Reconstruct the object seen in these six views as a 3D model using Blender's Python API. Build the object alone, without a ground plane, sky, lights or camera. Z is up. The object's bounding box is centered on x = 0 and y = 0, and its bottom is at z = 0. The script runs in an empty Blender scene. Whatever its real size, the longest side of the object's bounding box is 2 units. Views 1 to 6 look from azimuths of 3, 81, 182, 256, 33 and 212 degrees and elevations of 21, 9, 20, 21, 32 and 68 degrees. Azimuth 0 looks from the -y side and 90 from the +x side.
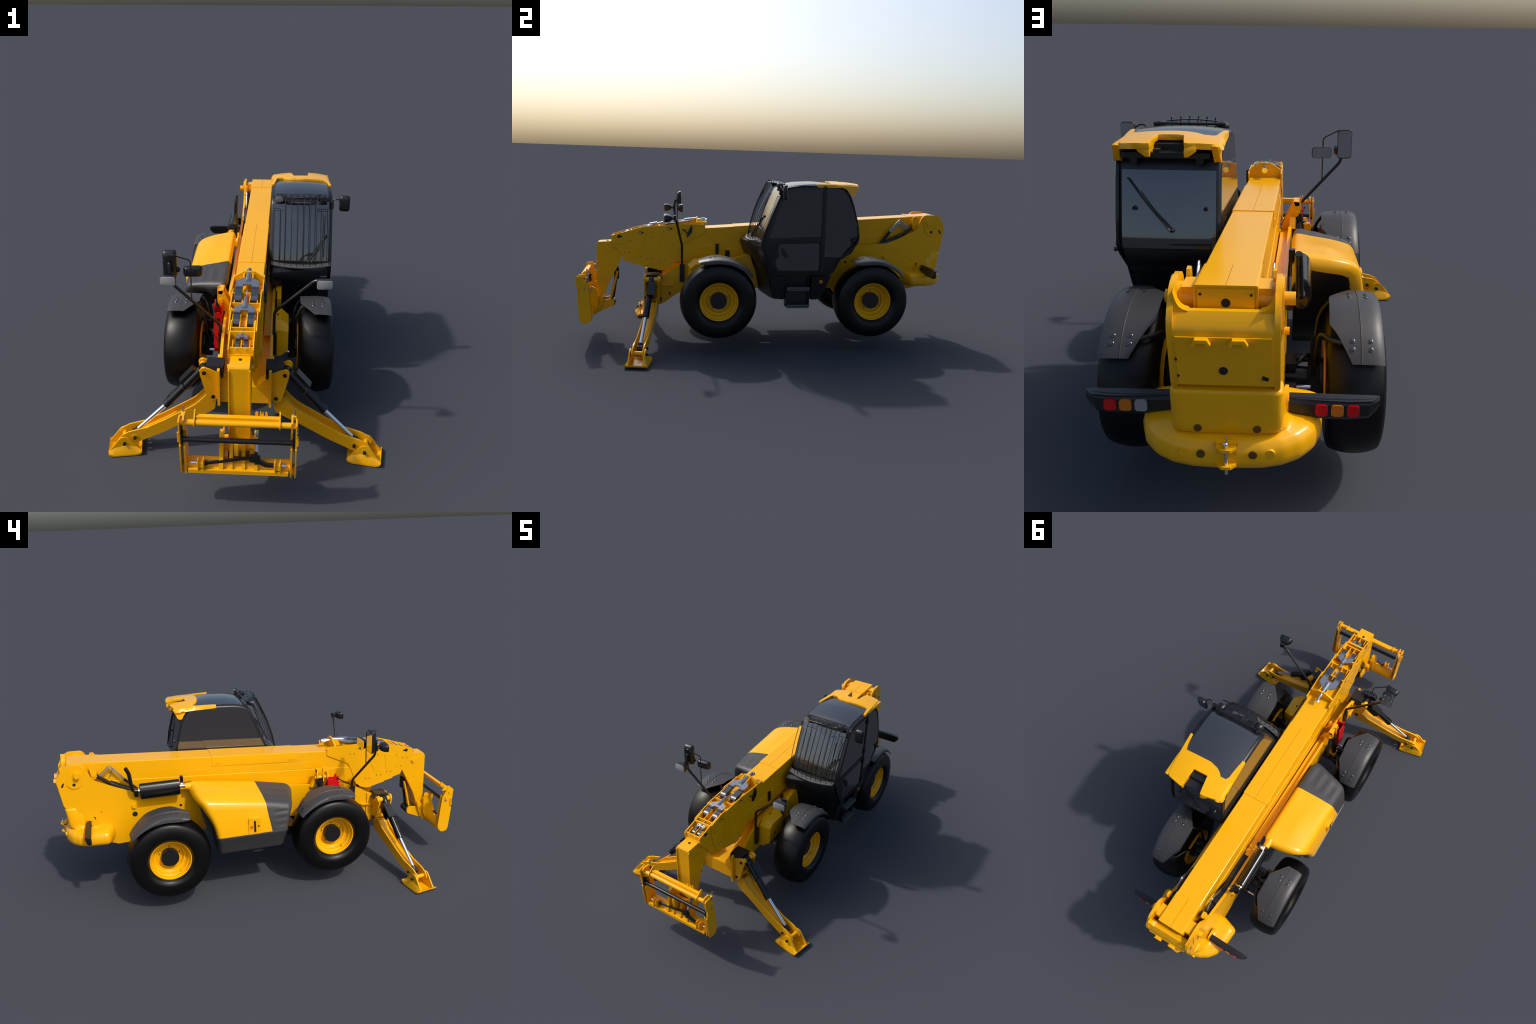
import bpy, bmesh, math, random
from mathutils import Vector, Matrix

random.seed(7)
R10 = math.radians(10)

# ------------------------------------------------------------------ materials
def material(name, color, rough=0.4, metal=0.0, ior=1.5, coat=0.0, grain=0.0, grain_scale=60.0, bump=0.0, vary_rough=0.0):
    m = bpy.data.materials.new(name)
    m.use_nodes = True
    nt = m.node_tree
    b = nt.nodes["Principled BSDF"]
    b.inputs["Base Color"].default_value = (*color, 1)
    b.inputs["Roughness"].default_value = rough
    b.inputs["Metallic"].default_value = metal
    b.inputs["IOR"].default_value = ior
    b.inputs["Coat Weight"].default_value = coat
    b.inputs["Coat Roughness"].default_value = 0.08
    tc = nt.nodes.new("ShaderNodeTexCoord")
    if grain or vary_rough:
        n = nt.nodes.new("ShaderNodeTexNoise")
        n.inputs["Scale"].default_value = grain_scale
        n.inputs["Detail"].default_value = 4
        nt.links.new(tc.outputs["Object"], n.inputs["Vector"])
        if grain:
            r = nt.nodes.new("ShaderNodeValToRGB")
            r.color_ramp.elements[0].position = 0.3
            r.color_ramp.elements[1].position = 0.7
            r.color_ramp.elements[0].color = (*[c * (1 - grain) for c in color], 1)
            r.color_ramp.elements[1].color = (*[min(1, c * (1 + grain)) for c in color], 1)
            nt.links.new(n.outputs["Fac"], r.inputs["Fac"])
            nt.links.new(r.outputs["Color"], b.inputs["Base Color"])
        if vary_rough:
            mr = nt.nodes.new("ShaderNodeMapRange")
            mr.inputs["To Min"].default_value = rough - vary_rough
            mr.inputs["To Max"].default_value = rough + vary_rough
            nt.links.new(n.outputs["Fac"], mr.inputs["Value"])
            nt.links.new(mr.outputs["Result"], b.inputs["Roughness"])
    if bump:
        n2 = nt.nodes.new("ShaderNodeTexNoise")
        n2.inputs["Scale"].default_value = 900
        nt.links.new(tc.outputs["Object"], n2.inputs["Vector"])
        bp = nt.nodes.new("ShaderNodeBump")
        bp.inputs["Strength"].default_value = bump
        bp.inputs["Distance"].default_value = 0.001
        nt.links.new(n2.outputs["Fac"], bp.inputs["Height"])
        nt.links.new(bp.outputs["Normal"], b.inputs["Normal"])
    return m

YEL = material("yellow_paint", (0.84, 0.40, 0.0015), 0.22, ior=1.42, vary_rough=0.03, grain=0.012, grain_scale=9)
TYRE = material("tyre_rubber", (0.0012, 0.0012, 0.0013), 0.40, ior=1.4, bump=0.1)
GREY = material("grey_plastic", (0.045, 0.044, 0.045), 0.42, bump=0.2, grain=0.05)
LEDGE = material("ledge_grey", (0.085, 0.083, 0.08), 0.5)  # grey lightened so the guard ledge shows sunlight from above
BLACK = material("black_plastic", (0.0085, 0.009, 0.0105), 0.35)
BLACKG = material("black_gloss_paint", (0.006, 0.006, 0.007), 0.22)
HOSE = material("hose_rubber", (0.008, 0.008, 0.008), 0.45)
GLASS = material("tinted_glass", (0.026, 0.026, 0.029), 0.03, ior=2.12)
MIRROR = material("mirror_glass", (0.62, 0.63, 0.65), 0.05, metal=1.0)
STEEL = material("steel_zinc", (0.37, 0.385, 0.41), 0.33, metal=0.85)
DARKSTEEL = material("dark_steel", (0.16, 0.165, 0.17), 0.22, metal=0.9)
CHROME = material("chrome", (0.82, 0.84, 0.88), 0.12, metal=1.0)
RED = material("red_paint", (0.62, 0.004, 0.006), 0.35)
LRED = material("red_lens", (0.50, 0.004, 0.004), 0.15)
LAMB = material("amber_lens", (0.52, 0.155, 0.006), 0.15)
LWHT = material("clear_lens", (0.27, 0.27, 0.275), 0.15)
BOLT = material("bolt_dark", (0.03, 0.03, 0.034), 0.4)
YEL_DARKENED = material("yellow_darkened_for_shade", (0.10, 0.045, 0.001), 0.5)  # body yellow darkened: shadow inside the counterweight holes, coloured onto solid plugs
HOLE = material("hole_dark", (0.006, 0.006, 0.006), 0.8)

# ------------------------------------------------------------------ builder
class Part:
    """Collects primitives into one mesh. M is applied to everything added."""
    def __init__(self, M=None):
        self.bm = bmesh.new()
        self.M = M or Matrix.Identity(4)

    def _merge(self, b, bevel=0.0, seg=2, angle=35, recalc=True):
        if bevel > 0:
            es = [e for e in b.edges if len(e.link_faces) == 2 and e.calc_face_angle(0) > math.radians(angle)]
            if es:
                bmesh.ops.bevel(b, geom=es, offset=bevel, segments=seg, profile=0.5, affect='EDGES', clamp_overlap=True)
        bmesh.ops.transform(b, matrix=self.M, verts=b.verts)
        if recalc:
            bmesh.ops.recalc_face_normals(b, faces=b.faces)
        me = bpy.data.meshes.new("t")
        b.to_mesh(me)
        b.free()
        self.bm.from_mesh(me)
        bpy.data.meshes.remove(me)
        return self

    def prism(self, pts, axis, a, c, bevel=0.0015, seg=2):
        """Polygon pts extruded along axis from a to c. x: pts are (y,z); y: (x,z); z: (x,y)."""
        b = bmesh.new()
        def mk(p, t):
            return {'x': (t, p[0], p[1]), 'y': (p[0], t, p[1]), 'z': (p[0], p[1], t)}[axis]
        v0 = [b.verts.new(mk(p, a)) for p in pts]
        v1 = [b.verts.new(mk(p, c)) for p in pts]
        b.faces.new(v0)
        b.faces.new(list(reversed(v1)))
        n = len(pts)
        for i in range(n):
            b.faces.new((v0[i], v1[i], v1[(i + 1) % n], v0[(i + 1) % n]))
        return self._merge(b, bevel, seg)

    def box(self, x0, x1, y0, y1, z0, z1, bevel=0.0015, seg=2):
        return self.prism([(x0, y0), (x1, y0), (x1, y1), (x0, y1)], 'z', z0, z1, bevel, seg)

    def beam(self, p0, p1, w, h, bevel=0.001, up=(0, 0, 1)):
        """Rectangular bar from p0 to p1, w across, h along up."""
        p0, p1 = Vector(p0), Vector(p1)
        d = (p1 - p0)
        L = d.length
        d.normalize()
        s = d.cross(Vector(up))
        if s.length < 1e-4:
            s = d.cross(Vector((1, 0, 0)))
        s.normalize()
        u = s.cross(d)
        b = bmesh.new()
        rings = []
        for t in (0, L):
            rings.append([b.verts.new(p0 + d * t + s * (w / 2 * i) + u * (h / 2 * j)) for i, j in ((-1, -1), (1, -1), (1, 1), (-1, 1))])
        b.faces.new(rings[0]); b.faces.new(list(reversed(rings[1])))
        for i in range(4):
            b.faces.new((rings[0][i], rings[1][i], rings[1][(i + 1) % 4], rings[0][(i + 1) % 4]))
        return self._merge(b, bevel)

    def cyl(self, p0, p1, r, r2=None, seg=24, bevel=0.0):
        p0, p1 = Vector(p0), Vector(p1)
        r2 = r if r2 is None else r2
        d = (p1 - p0).normalized()
        s = d.orthogonal().normalized()
        u = d.cross(s)
        b = bmesh.new()
        rings = []
        for p, rr in ((p0, r), (p1, r2)):
            rings.append([b.verts.new(p + (s * math.cos(2 * math.pi * i / seg) + u * math.sin(2 * math.pi * i / seg)) * rr) for i in range(seg)])
        b.faces.new(rings[0]); b.faces.new(list(reversed(rings[1])))
        for i in range(seg):
            b.faces.new((rings[0][i], rings[1][i], rings[1][(i + 1) % seg], rings[0][(i + 1) % seg]))
        return self._merge(b, bevel, 2, 50)

    def tube(self, pts, r, fillet=0.01, seg=10):
        """Round tube through pts with rounded bends."""
        P = [Vector(p) for p in pts]
        path = [P[0]]
        for i in range(1, len(P) - 1):
            a, c, e = P[i - 1], P[i], P[i + 1]
            d1, d2 = (a - c), (e - c)
            f = min(fillet, d1.length * 0.45, d2.length * 0.45)
            q0, q1 = c + d1.normalized() * f, c + d2.normalized() * f
            for k in range(6):
                t = k / 5
                path.append(q0 * (1 - t) ** 2 + c * 2 * t * (1 - t) + q1 * t * t)
        path.append(P[-1])
        b = bmesh.new()
        rings = []
        s = None
        for i, p in enumerate(path):
            d = (path[min(i + 1, len(path) - 1)] - path[max(i - 1, 0)]).normalized()
            s = d.orthogonal().normalized() if s is None else (s - d * s.dot(d)).normalized()
            u = d.cross(s)
            rings.append([b.verts.new(p + (s * math.cos(2 * math.pi * k / seg) + u * math.sin(2 * math.pi * k / seg)) * r) for k in range(seg)])
        b.faces.new(rings[0]); b.faces.new(list(reversed(rings[-1])))
        for i in range(len(rings) - 1):
            for k in range(seg):
                b.faces.new((rings[i][k], rings[i + 1][k], rings[i + 1][(k + 1) % seg], rings[i][(k + 1) % seg]))
        return self._merge(b)

    def loft(self, rings, closed=True, cap0=True, cap1=True, bevel=0.0, recalc=True):
        b = bmesh.new()
        V = [[b.verts.new(p) for p in r] for r in rings]
        n = len(V[0])
        for i in range(len(V) - 1):
            for k in range(n if closed else n - 1):
                b.faces.new((V[i][k], V[i + 1][k], V[i + 1][(k + 1) % n], V[i][(k + 1) % n]))
        if cap0: b.faces.new(V[0])
        if cap1: b.faces.new(list(reversed(V[-1])))
        return self._merge(b, bevel, recalc=recalc)

    def lathe(self, prof, c=(0, 0, 0), seg=64, close=False):
        """prof: (x, r) pairs turned about the x axis through c."""
        b = bmesh.new()
        rings = []
        for k in range(seg):
            a = 2 * math.pi * k / seg
            rings.append([b.verts.new((c[0] + x, c[1] + r * math.cos(a), c[2] + r * math.sin(a))) for x, r in prof])
        n = len(prof)
        for k in range(seg):
            A, B = rings[k], rings[(k + 1) % seg]
            for i in range(n if close else n - 1):
                b.faces.new((A[i], A[(i + 1) % n], B[(i + 1) % n], B[i]))
        bmesh.ops.remove_doubles(b, verts=b.verts, dist=1e-6)
        return self._merge(b)

    def ball(self, c, r, sx=1, sy=1, sz=1):
        b = bmesh.new()
        bmesh.ops.create_uvsphere(b, u_segments=20, v_segments=12, radius=1)
        bmesh.ops.transform(b, matrix=Matrix.Translation(c) @ Matrix.Diagonal((r * sx, r * sy, r * sz, 1)), verts=b.verts)
        return self._merge(b)

    def warp(self, fn):
        for v in self.bm.verts:
            v.co = fn(v.co)
        return self

    def done(self, name, mat, parent=None, angle=32, solidify=0):
        me = bpy.data.meshes.new(name)
        self.bm.to_mesh(me)
        self.bm.free()
        me.materials.append(mat)
        for p in me.polygons:
            p.use_smooth = True
        me.set_sharp_from_angle(angle=math.radians(angle))
        o = bpy.data.objects.new(name, me)
        bpy.context.collection.objects.link(o)
        if parent:
            o.parent = parent
        return o

def solid_sheet(P, grid, t, inward):
    """Turn a grid of points into a sheet of thickness t; inward(p,i,j) gives the unit direction of the back."""
    b = bmesh.new()
    A = [[b.verts.new(p) for p in row] for row in grid]
    B = [[b.verts.new(Vector(p) + inward(Vector(p), i, j) * t) for j, p in enumerate(row)] for i, row in enumerate(grid)]
    n, m = len(A), len(A[0])
    for i in range(n - 1):
        for j in range(m - 1):
            b.faces.new((A[i][j], A[i + 1][j], A[i + 1][j + 1], A[i][j + 1]))
            b.faces.new((B[i][j], B[i][j + 1], B[i + 1][j + 1], B[i + 1][j]))
    for i in range(n - 1):
        b.faces.new((A[i][0], B[i][0], B[i + 1][0], A[i + 1][0]))
        b.faces.new((A[i][-1], A[i + 1][-1], B[i + 1][-1], B[i][-1]))
    for j in range(m - 1):
        b.faces.new((A[0][j], A[0][j + 1], B[0][j + 1], B[0][j]))
        b.faces.new((A[-1][j], B[-1][j], B[-1][j + 1], A[-1][j + 1]))
    P._merge(b)

def spline(pts, n):
    """Catmull-Rom resampling of a list of tuples to n points."""
    out = []
    m = len(pts)
    for k in range(n):
        u = k / (n - 1) * (m - 1)
        i = min(int(u), m - 2)
        t = u - i
        p = [Vector(pts[max(0, min(m - 1, i + d))]) for d in (-1, 0, 1, 2)]
        out.append(0.5 * ((2 * p[1]) + (-p[0] + p[2]) * t + (2 * p[0] - 5 * p[1] + 4 * p[2] - p[3]) * t * t + (-p[0] + 3 * p[1] - 3 * p[2] + p[3]) * t ** 3))
    return out

def arc(cy, cz, r, a0, a1, n=10):
    return [(cy + r * math.cos(math.radians(a0 + (a1 - a0) * i / n)), cz + r * math.sin(math.radians(a0 + (a1 - a0) * i / n))) for i in range(n + 1)]

def lerp_table(tab, t):
    for (a, va), (c, vc) in zip(tab, tab[1:]):
        if t <= c:
            return va + (vc - va) * max(0.0, (t - a) / (c - a))
    return tab[-1][1]

def rounded_rect(w, h, r, n=5):
    o = []
    for cx, cy, a0 in ((w / 2 - r, h / 2 - r, 0), (-w / 2 + r, h / 2 - r, 90), (-w / 2 + r, -h / 2 + r, 180), (w / 2 - r, -h / 2 + r, 270)):
        for k in range(n + 1):
            a = math.radians(a0 + 90 * k / n)
            o.append((cx + r * math.cos(a), cy + r * math.sin(a)))
    return o
MIR = Matrix.Diagonal((-1, 1, 1, 1))
ID = Matrix.Identity(4)

root = bpy.data.objects.new("telehandler", None)
bpy.context.collection.objects.link(root)
root["label"] = "yellow telescopic handler with black cab and lowered stabilizer legs"
root["category"] = "construction vehicle"

# ------------------------------------------------------------------ chassis
PLATE = [(-.576, .360), (-.477, .420), (-.40, .445), (-.24, .457), (-.138, .468), (0, .480), (.3, .511), (.61, .540),
         (.66, .546), (.72, .570), (.777, .598), (.812, .615), (.826, .630), (.838, .662), (.848, .688), (.858, .699), (.872, .705),
         (.925, .706), (.942, .698), (.968, .668), (.978, .650), (.982, .628), (.965, .512), (.957, .499), (.945, .494),
         (.92, .481), (.885, .417), (.80, .310), (.74, .281), (.30, .296), (-.16, .298), (-.469, .280), (-.561, .213), (-.576, .211)]
p = Part()
for sg in (1, -1):
    p.prism(PLATE, 'x', sg * .098, sg * .110, .0018)
# floor and scoop between the plates
floor = [(-.640, .283), (-.60, .277), (-.545, .285), (-.50, .305), (-.45, .340), (-.40, .370), (-.34, .392), (-.10, .405), (.42, .440), (.46, .36), (.80, .40),
         (.80, .30), (.74, .285), (-.16, .30), (-.45, .285), (-.56, .222), (-.60, .216), (-.628, .245)]
p.prism(floor, 'x', -.0985, .0985, .001)
# inner rails beside the boom
for sg in (1, -1):
    rail = [(-.42, .390), (-.38, .425), (-.24, .436), (-.138, .447), (0, .459), (.3, .490), (.47, .508), (.46, .44), (.3, .42), (-.38, .37)]
    p.prism(rail, 'x', sg * .068, sg * .0985, .001)
NARROW = .957
def narrow(c):
    c.x *= NARROW
    return c
p.warp(narrow)
chassis = p.done("chassis", YEL, root)

p = Part()   # rear tower cover between the plates
p.prism([(.935, .655), (.950, .663), (.960, .662), (.978, .640), (.983, .626), (.964, .508), (.94, .504)], 'x', -.0985, .0985, .002)
p.prism([(.9825, .621), (.9865, .6205), (.968, .512), (.964, .512)], 'x', -.093, .093, .001)
for sg in (1, -1):      # raised U corners beside the plates
    p.prism([(sg * .0985, .655), (sg * .0985, .700), (sg * .096, .690), (sg * .092, .678), (sg * .087, .670), (sg * .080, .665), (sg * .070, .662), (sg * .070, .655)], 'y', .942, .962, .0005)
for x in (.042, -.030):
    p.prism([(x - .019, .610), (x - .012, .621), (x + .012, .621), (x + .019, .610), (x + .014, .607), (x + .009, .614), (x - .009, .614), (x - .014, .607)], 'y', .970, .9990, .0008)
p.warp(narrow)
tower = p.done("tower_cover", YEL, chassis)
p = Part()
p.cyl((.002, .970, .546), (.002, .9755, .546), .0085)
p.prism([(-.084, .530), (-.072, .536), (-.070, .527), (-.082, .524)], 'y', .965, .9725, 0)
p.cyl((.090, .972, .570), (.090, .9795, .570), .0025, seg=10)
p.cyl((.088, .963, .532), (.088, .973, .532), .0025, seg=10)
p.done("cover_hole", HOLE, tower)

# boom pivot bosses, doubler plates, pins on the plates
p = Part()
for sg in (1, -1):
    dbl = arc(.903, .628, .036, 200, 340, 12) + arc(.886, .664, .038, 10, 150, 10)
    p.prism([(a, b) for a, b in dbl], 'x', sg * .110, sg * .1145, .001)
    p.cyl((sg * .062, .889, .659), (sg * .098, .889, .659), .031, bevel=.003)
    p.cyl((sg * .1145, .889, .660), (sg * (.137 if sg < 0 else .128), .889, .660), .0135, bevel=.0015)
    # upper link plates of the levelling cylinders
    link = [(.803, .688), (.812, .694), (.826, .692), (.832, .680), (.828, .655), (.826, .628), (.812, .620), (.800, .632), (.800, .66)]
    p.prism(link, 'x', sg * .088, sg * .096, .001)
    p.cyl((sg * .07, .814, .645), (sg * .103, .814, .645), .010, bevel=.001)
    p.cyl((sg * .108, .646, .469), (sg * .122, .646, .469), .010, bevel=.002)
    p.box(sg * .06, sg * .09, .862, .915, .62, .69, .006)
p.warp(narrow)
p.done("pivot_boss", YEL, chassis)
p = Part()
for sg in (1, -1):
    p.cyl((sg * .113, .906, .612), (sg * .1149, .906, .612), .0075)
    p.cyl((sg * .109, .837, .429), (sg * .1106, .837, .429), .0085)
    p.cyl((sg * .109, .646, .425), (sg * .1105, .646, .425), .013)
    p.cyl((sg * .109, .424, .440), (sg * .1105, .424, .440), .0065)
    p.prism([(.948, .626), (.957, .622), (.966, .606), (.962, .603), (.955, .606)], 'x', sg * .1095, sg * .1106, 0)
    p.cyl((sg * .109, .80, .458), (sg * .1106, .80, .458), .0025, seg=10)
    p.prism([(-.535, .262), (-.522, .258), (-.528, .276)], 'x', sg * .1095, sg * .1106, 0)
p.warp(narrow)
p.done("plate_hole", HOLE, chassis)

# ------------------------------------------------------------------ counterweight
def poly_r(poly, c, th):
    d = (math.cos(th), math.sin(th))
    best = 0
    n = len(poly)
    for i in range(n):
        ax, ay = poly[i][0] - c[0], poly[i][1] - c[1]
        bx, by = poly[(i + 1) % n][0] - c[0], poly[(i + 1) % n][1] - c[1]
        ex, ey = bx - ax, by - ay
        den = d[0] * ey - d[1] * ex
        if abs(den) < 1e-12: continue
        t = (ax * ey - ay * ex) / den
        s = (ax * d[1] - ay * d[0]) / den
        if -1e-6 <= s <= 1 + 1e-6 and t > best: best = t
    return best

half = [(0, .984), (.074, .978), (.115, .966), (.150, .944), (.176, .912), (.190, .870), (.197, .785), (.190, .770), (.122, .748)]
slab = half + [(-x, y) for x, y in reversed(half[1:])]
cc = (0, .865)
N = 120
def ring(poly, inset, z, c=cc):
    r = []
    for k in range(N):
        th = 2 * math.pi * (k + .5) / N
        rr = poly_r(poly, c, th) - inset
        r.append((c[0] + rr * math.cos(th), c[1] + rr * math.sin(th), z))
    return r
def blockpoly(yf, yb, w=.118):
    return [(w, yf), (w, yb - .012), (w - .003, yb - .004), (w - .012, yb), (-w + .012, yb), (-w + .003, yb - .004), (-w, yb - .012), (-w, yf)]
def upright(yf, yb, w=.1125):
    h = [(.100, .84), (.100, yf - .015), (w, yf), (w, yb - .014), (w - .0035, yb - .0045), (w - .014, yb)]
    return h + [(-x, y) for x, y in reversed(h)]
cwr = [ring(slab, .050, .316), ring(slab, .022, .319), ring(slab, .008, .326), ring(slab, .001, .336), ring(slab, 0, .346), ring(slab, 0, .360), ring(slab, .003, .371),
       ring(slab, .009, .380), ring(slab, .018, .386), ring(slab, .034, .389)]
# concave fillet from the slab up into the upright block
r_slab, r_blk = ring(slab, .034, 0), ring(upright(.892, .957), 0, 0)
for f, z in ((.90, .3900), (.72, .3915), (.52, .394), (.35, .398), (.21, .404), (.11, .412), (.04, .424), (0, .44)):
    cwr.append([(b[0] + (a[0] - b[0]) * f, b[1] + (a[1] - b[1]) * f, z) for a, b in zip(r_slab, r_blk)])
cwr += [ring(upright(.918, .964, .1115), 0, .486), ring(upright(.920, .9645, .1110), .0015, .4925), ring(upright(.921, .9645, .1105), .005, .4955)]
p = Part()
p.loft(cwr)
p.prism([(.72, .286), (.755, .285), (.80, .291), (.885, .318), (.86, .33), (.72, .33)], 'x', -.10, .10, .004)
cw = p.done("counterweight", YEL, chassis, angle=50)
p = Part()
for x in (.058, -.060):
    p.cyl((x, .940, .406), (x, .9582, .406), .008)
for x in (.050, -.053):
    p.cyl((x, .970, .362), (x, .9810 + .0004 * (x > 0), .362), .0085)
p.done("counterweight_hole", YEL_DARKENED, cw)
p = Part()
for x in (.084, -.087):
    p.cyl((x, .960, .362), (x, .9768, .362), .0095)
for z in (.382, .343):
    p.prism([(-.021, .97), (-.021, .988), (-.010, .999), (.008, .999), (.019, .988), (.019, .97)], 'z', z - .003, z + .003, .001)
p.box(-.021, .019, .970, .982, .335, .39)
p.done("hitch", YEL, cw)
p = Part()
p.cyl((-.001, .990, .325), (-.001, .990, .392), .0038)
p.ball((-.001, .990, .393), .0055)
p.tube([(-.001, .990, .395), (-.003, .988, .402), (-.001, .986, .409)], .0016, .002, 6)
p.done("hitch_pin", CHROME, cw)

# tail light bars
for sg in (1, -1):
    M = ID if sg > 0 else MIR
    p = Part(M)
    prof = [(.856, .426), (.870, .425), (.879, .414), (.880, .388), (.872, .377), (.857, .377), (.855, .385), (.855, .42)]
    rings = []
    for x, dy, sc in ((.121, 0, .9), (.14, .0, .95), (.20, .003, 1.0), (.25, .003, 1.0), (.288, -.001, .95), (.302, -.005, .65), (.311, -.008, .42)):
        rings.append([(x, .866 + (y - .866) * sc + dy, .408 + (z - .405) * sc + (1 - sc) * .016) for y, z in prof])
    p.loft(rings)
    p.prism([(.121, .850), (.295, .853), (.313, .856), (.296, .877), (.246, .881), (.19, .879), (.125, .872)], 'z', .4235, .4265, .0008)
    p.done("tail_light_bar", BLACK, chassis, angle=20)
    bar = bpy.context.collection.objects[-1]
    p = Part(M)
    p.prism(arc(.850, .410, .030, -90, 120, 12) + [(.82, .40), (.82, .38)], 'x', .112, .120, .001)
    p.done("light_bracket", YEL, chassis)
    for x, mm in zip((.2545, .222, .189), (LRED, LAMB, LWHT) if sg > 0 else (LRED, LAMB, LRED)):
        p = Part(M)
        p.prism([(x + a, .4055 + b) for a, b in rounded_rect(.0265, .0265, .007)], 'y', .868, .8850, .002, 3)
        p.done("tail_lamp", mm, bar)
    p = Part(M)
    p.cyl((.110, .856, .402), (.126, .856, .402), .006)
    p.done("bracket_bolt", HOLE, chassis)

# ------------------------------------------------------------------ boom
SL = .0697
def ztop(y): return .652 + SL * (y - .25)
HS = [(.0565, 0), (.0583, -.0008), (.059, -.0025), (.059, -.0925), (.0612, -.0945), (.0612, -.170), (.057, -.179), (.045, -.183)]
SEC = HS + [(-x, z) for x, z in reversed(HS)]
p = Part()
p.loft([[(x, y, ztop(y) + dz) for x, dz in SEC] for y in (-.50, .2, .93)], bevel=0)
boom = p.done("boom", YEL, root, angle=12)
def doubler(p, y0, y1, d, lo):
    for sg in (1, -1):
        s = [(sg * .0007, -.002), (sg * .0007, d), (sg * .0565, d), (sg * (.0583 + d), d - .001), (sg * (.059 + d), -.0025), (sg * (.059 + d), lo), (sg * .057, lo), (sg * .057, -.002)]
        p.loft([[(x, y, ztop(y) + dz) for x, dz in s] for y in (y0, y1)])
p = Part()
doubler(p, -.19, .25, .0022, -.047)
doubler(p, .79, .9315, .0022, -.05)
for sg in (1, -1):
    p.loft([[(sg * x, y, ztop(y) + dz) for x, dz in ((.057, -.055), (.0600, -.055), (.0600, -.09), (.057, -.09))] for y in (-.30, .04)])
    for y in (.215, -.155):
        p.prism([(y - .017, ztop(y) - .034), (y - .013, ztop(y) - .028), (y + .013, ztop(y) - .026), (y + .017, ztop(y) - .032), (y + .012, ztop(y) - .035), (y - .013, ztop(y) - .036)], 'x', sg * .060, sg * .0635, .001)
p.box(-.054, .054, .928, .9335, .60, .693, .002)
p.done("boom_doubler_plate", YEL, boom, angle=12)
p = Part()
p.cyl((0, .93, .667), (0, .9345, .667), .0088)
for x in (.048, -.048):
    p.cyl((x, .93, .684), (x, .9345, .684), .0028, seg=10)
p.done("boom_end_hole", HOLE, boom)

# boom head: nested telescopic sections
TOPL = [(-.345, .632), (-.507, .631), (-.553, .624), (-.675, .613), (-.832, .564)]
BOTL = [(-.345, .58), (-.459, .531), (-.478, .495), (-.505, .415), (-.531, .393), (-.565, .382), (-.592, .382), (-.715, .412), (-.769, .427), (-.774, .444), (-.777, .458), (-.833, .522), (-.837, .552)]
def zt(y): return lerp_table([(-a, b) for a, b in TOPL], -y)
secs = [
    (.0640, [(-.345, .632), (-.507, .631), (-.507, .588), (-.603, .424), (-.593, .383), (-.565, .382), (-.531, .393), (-.505, .415), (-.478, .495), (-.459, .531), (-.345, .588)]),
    (.0585, [(-.48, .628), (-.507, .628), (-.553, .6225), (-.648, .613), (-.652, .56), (-.669, .401), (-.593, .3835), (-.52, .41)]),
    (.0525, [(-.62, .613), (-.675, .6115), (-.752, .588), (-.754, .53), (-.718, .413), (-.66, .40), (-.63, .42)]),
    (.0460, [(-.70, .603), (-.832, .5635), (-.837, .556), (-.833, .522), (-.777, .459), (-.774, .444), (-.766, .428), (-.716, .4135), (-.68, .43)]),
]
for w, pr in secs:
    p = Part()
    for sg in (1, -1):
        p.prism(pr, 'x', sg * (w - .0045), sg * w, .0012)
    core = [(y, min(z, zt(y) - .028)) for y, z in pr]
    p.prism(core, 'x', -(w - .0048), w - .0048, 0)
    sec = p.done("boom_section", YEL, boom)
p = Part()    # cross walls, rear plate of the head
for y, w in ((-.515, .060), (-.588, .0555), (-.735, .048), (-.828, .042)):
    p.box(-w, w, y - .003, y + .003, zt(y) - .035, zt(y) - .004, .0008)
for y, w in ((-.640, .0525), (-.757, .047)):
    p.box(-w, w, y - .004, y + .004, zt(y) - .035, zt(y) - .001, .0008)
p.prism([(-.063, .60), (-.063, .628), (-.058, .640), (-.020, .664), (.020, .664), (.058, .640), (.063, .628), (.063, .60)], 'y', -.392, -.384, .001)
for x in (-.018, .018):
    p.prism([(-.385, .62), (-.385, .660), (-.42, .650), (-.44, .62)], 'x', x - .0025, x + .0025, .0005)
for x in (-.044, -.014, .014, .044):
    for y0, y1 in ((-.588, -.517), ):
        p.box(x - .002, x + .002, y0, y1, .59, .6155, 0)
for x in (-.04, -.012, .012, .04):
    p.prism([(-.735, .56), (-.735, .588), (-.665, .608), (-.665, .57)], 'x', x - .0018, x + .0018, 0)
for x in (-.03, 0, .03):
    p.prism([(-.828, .53), (-.828, .560), (-.79, .570), (-.79, .54)], 'x', x - .0016, x + .0016, 0)
p.done("boom_head_web", YEL, boom)
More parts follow.
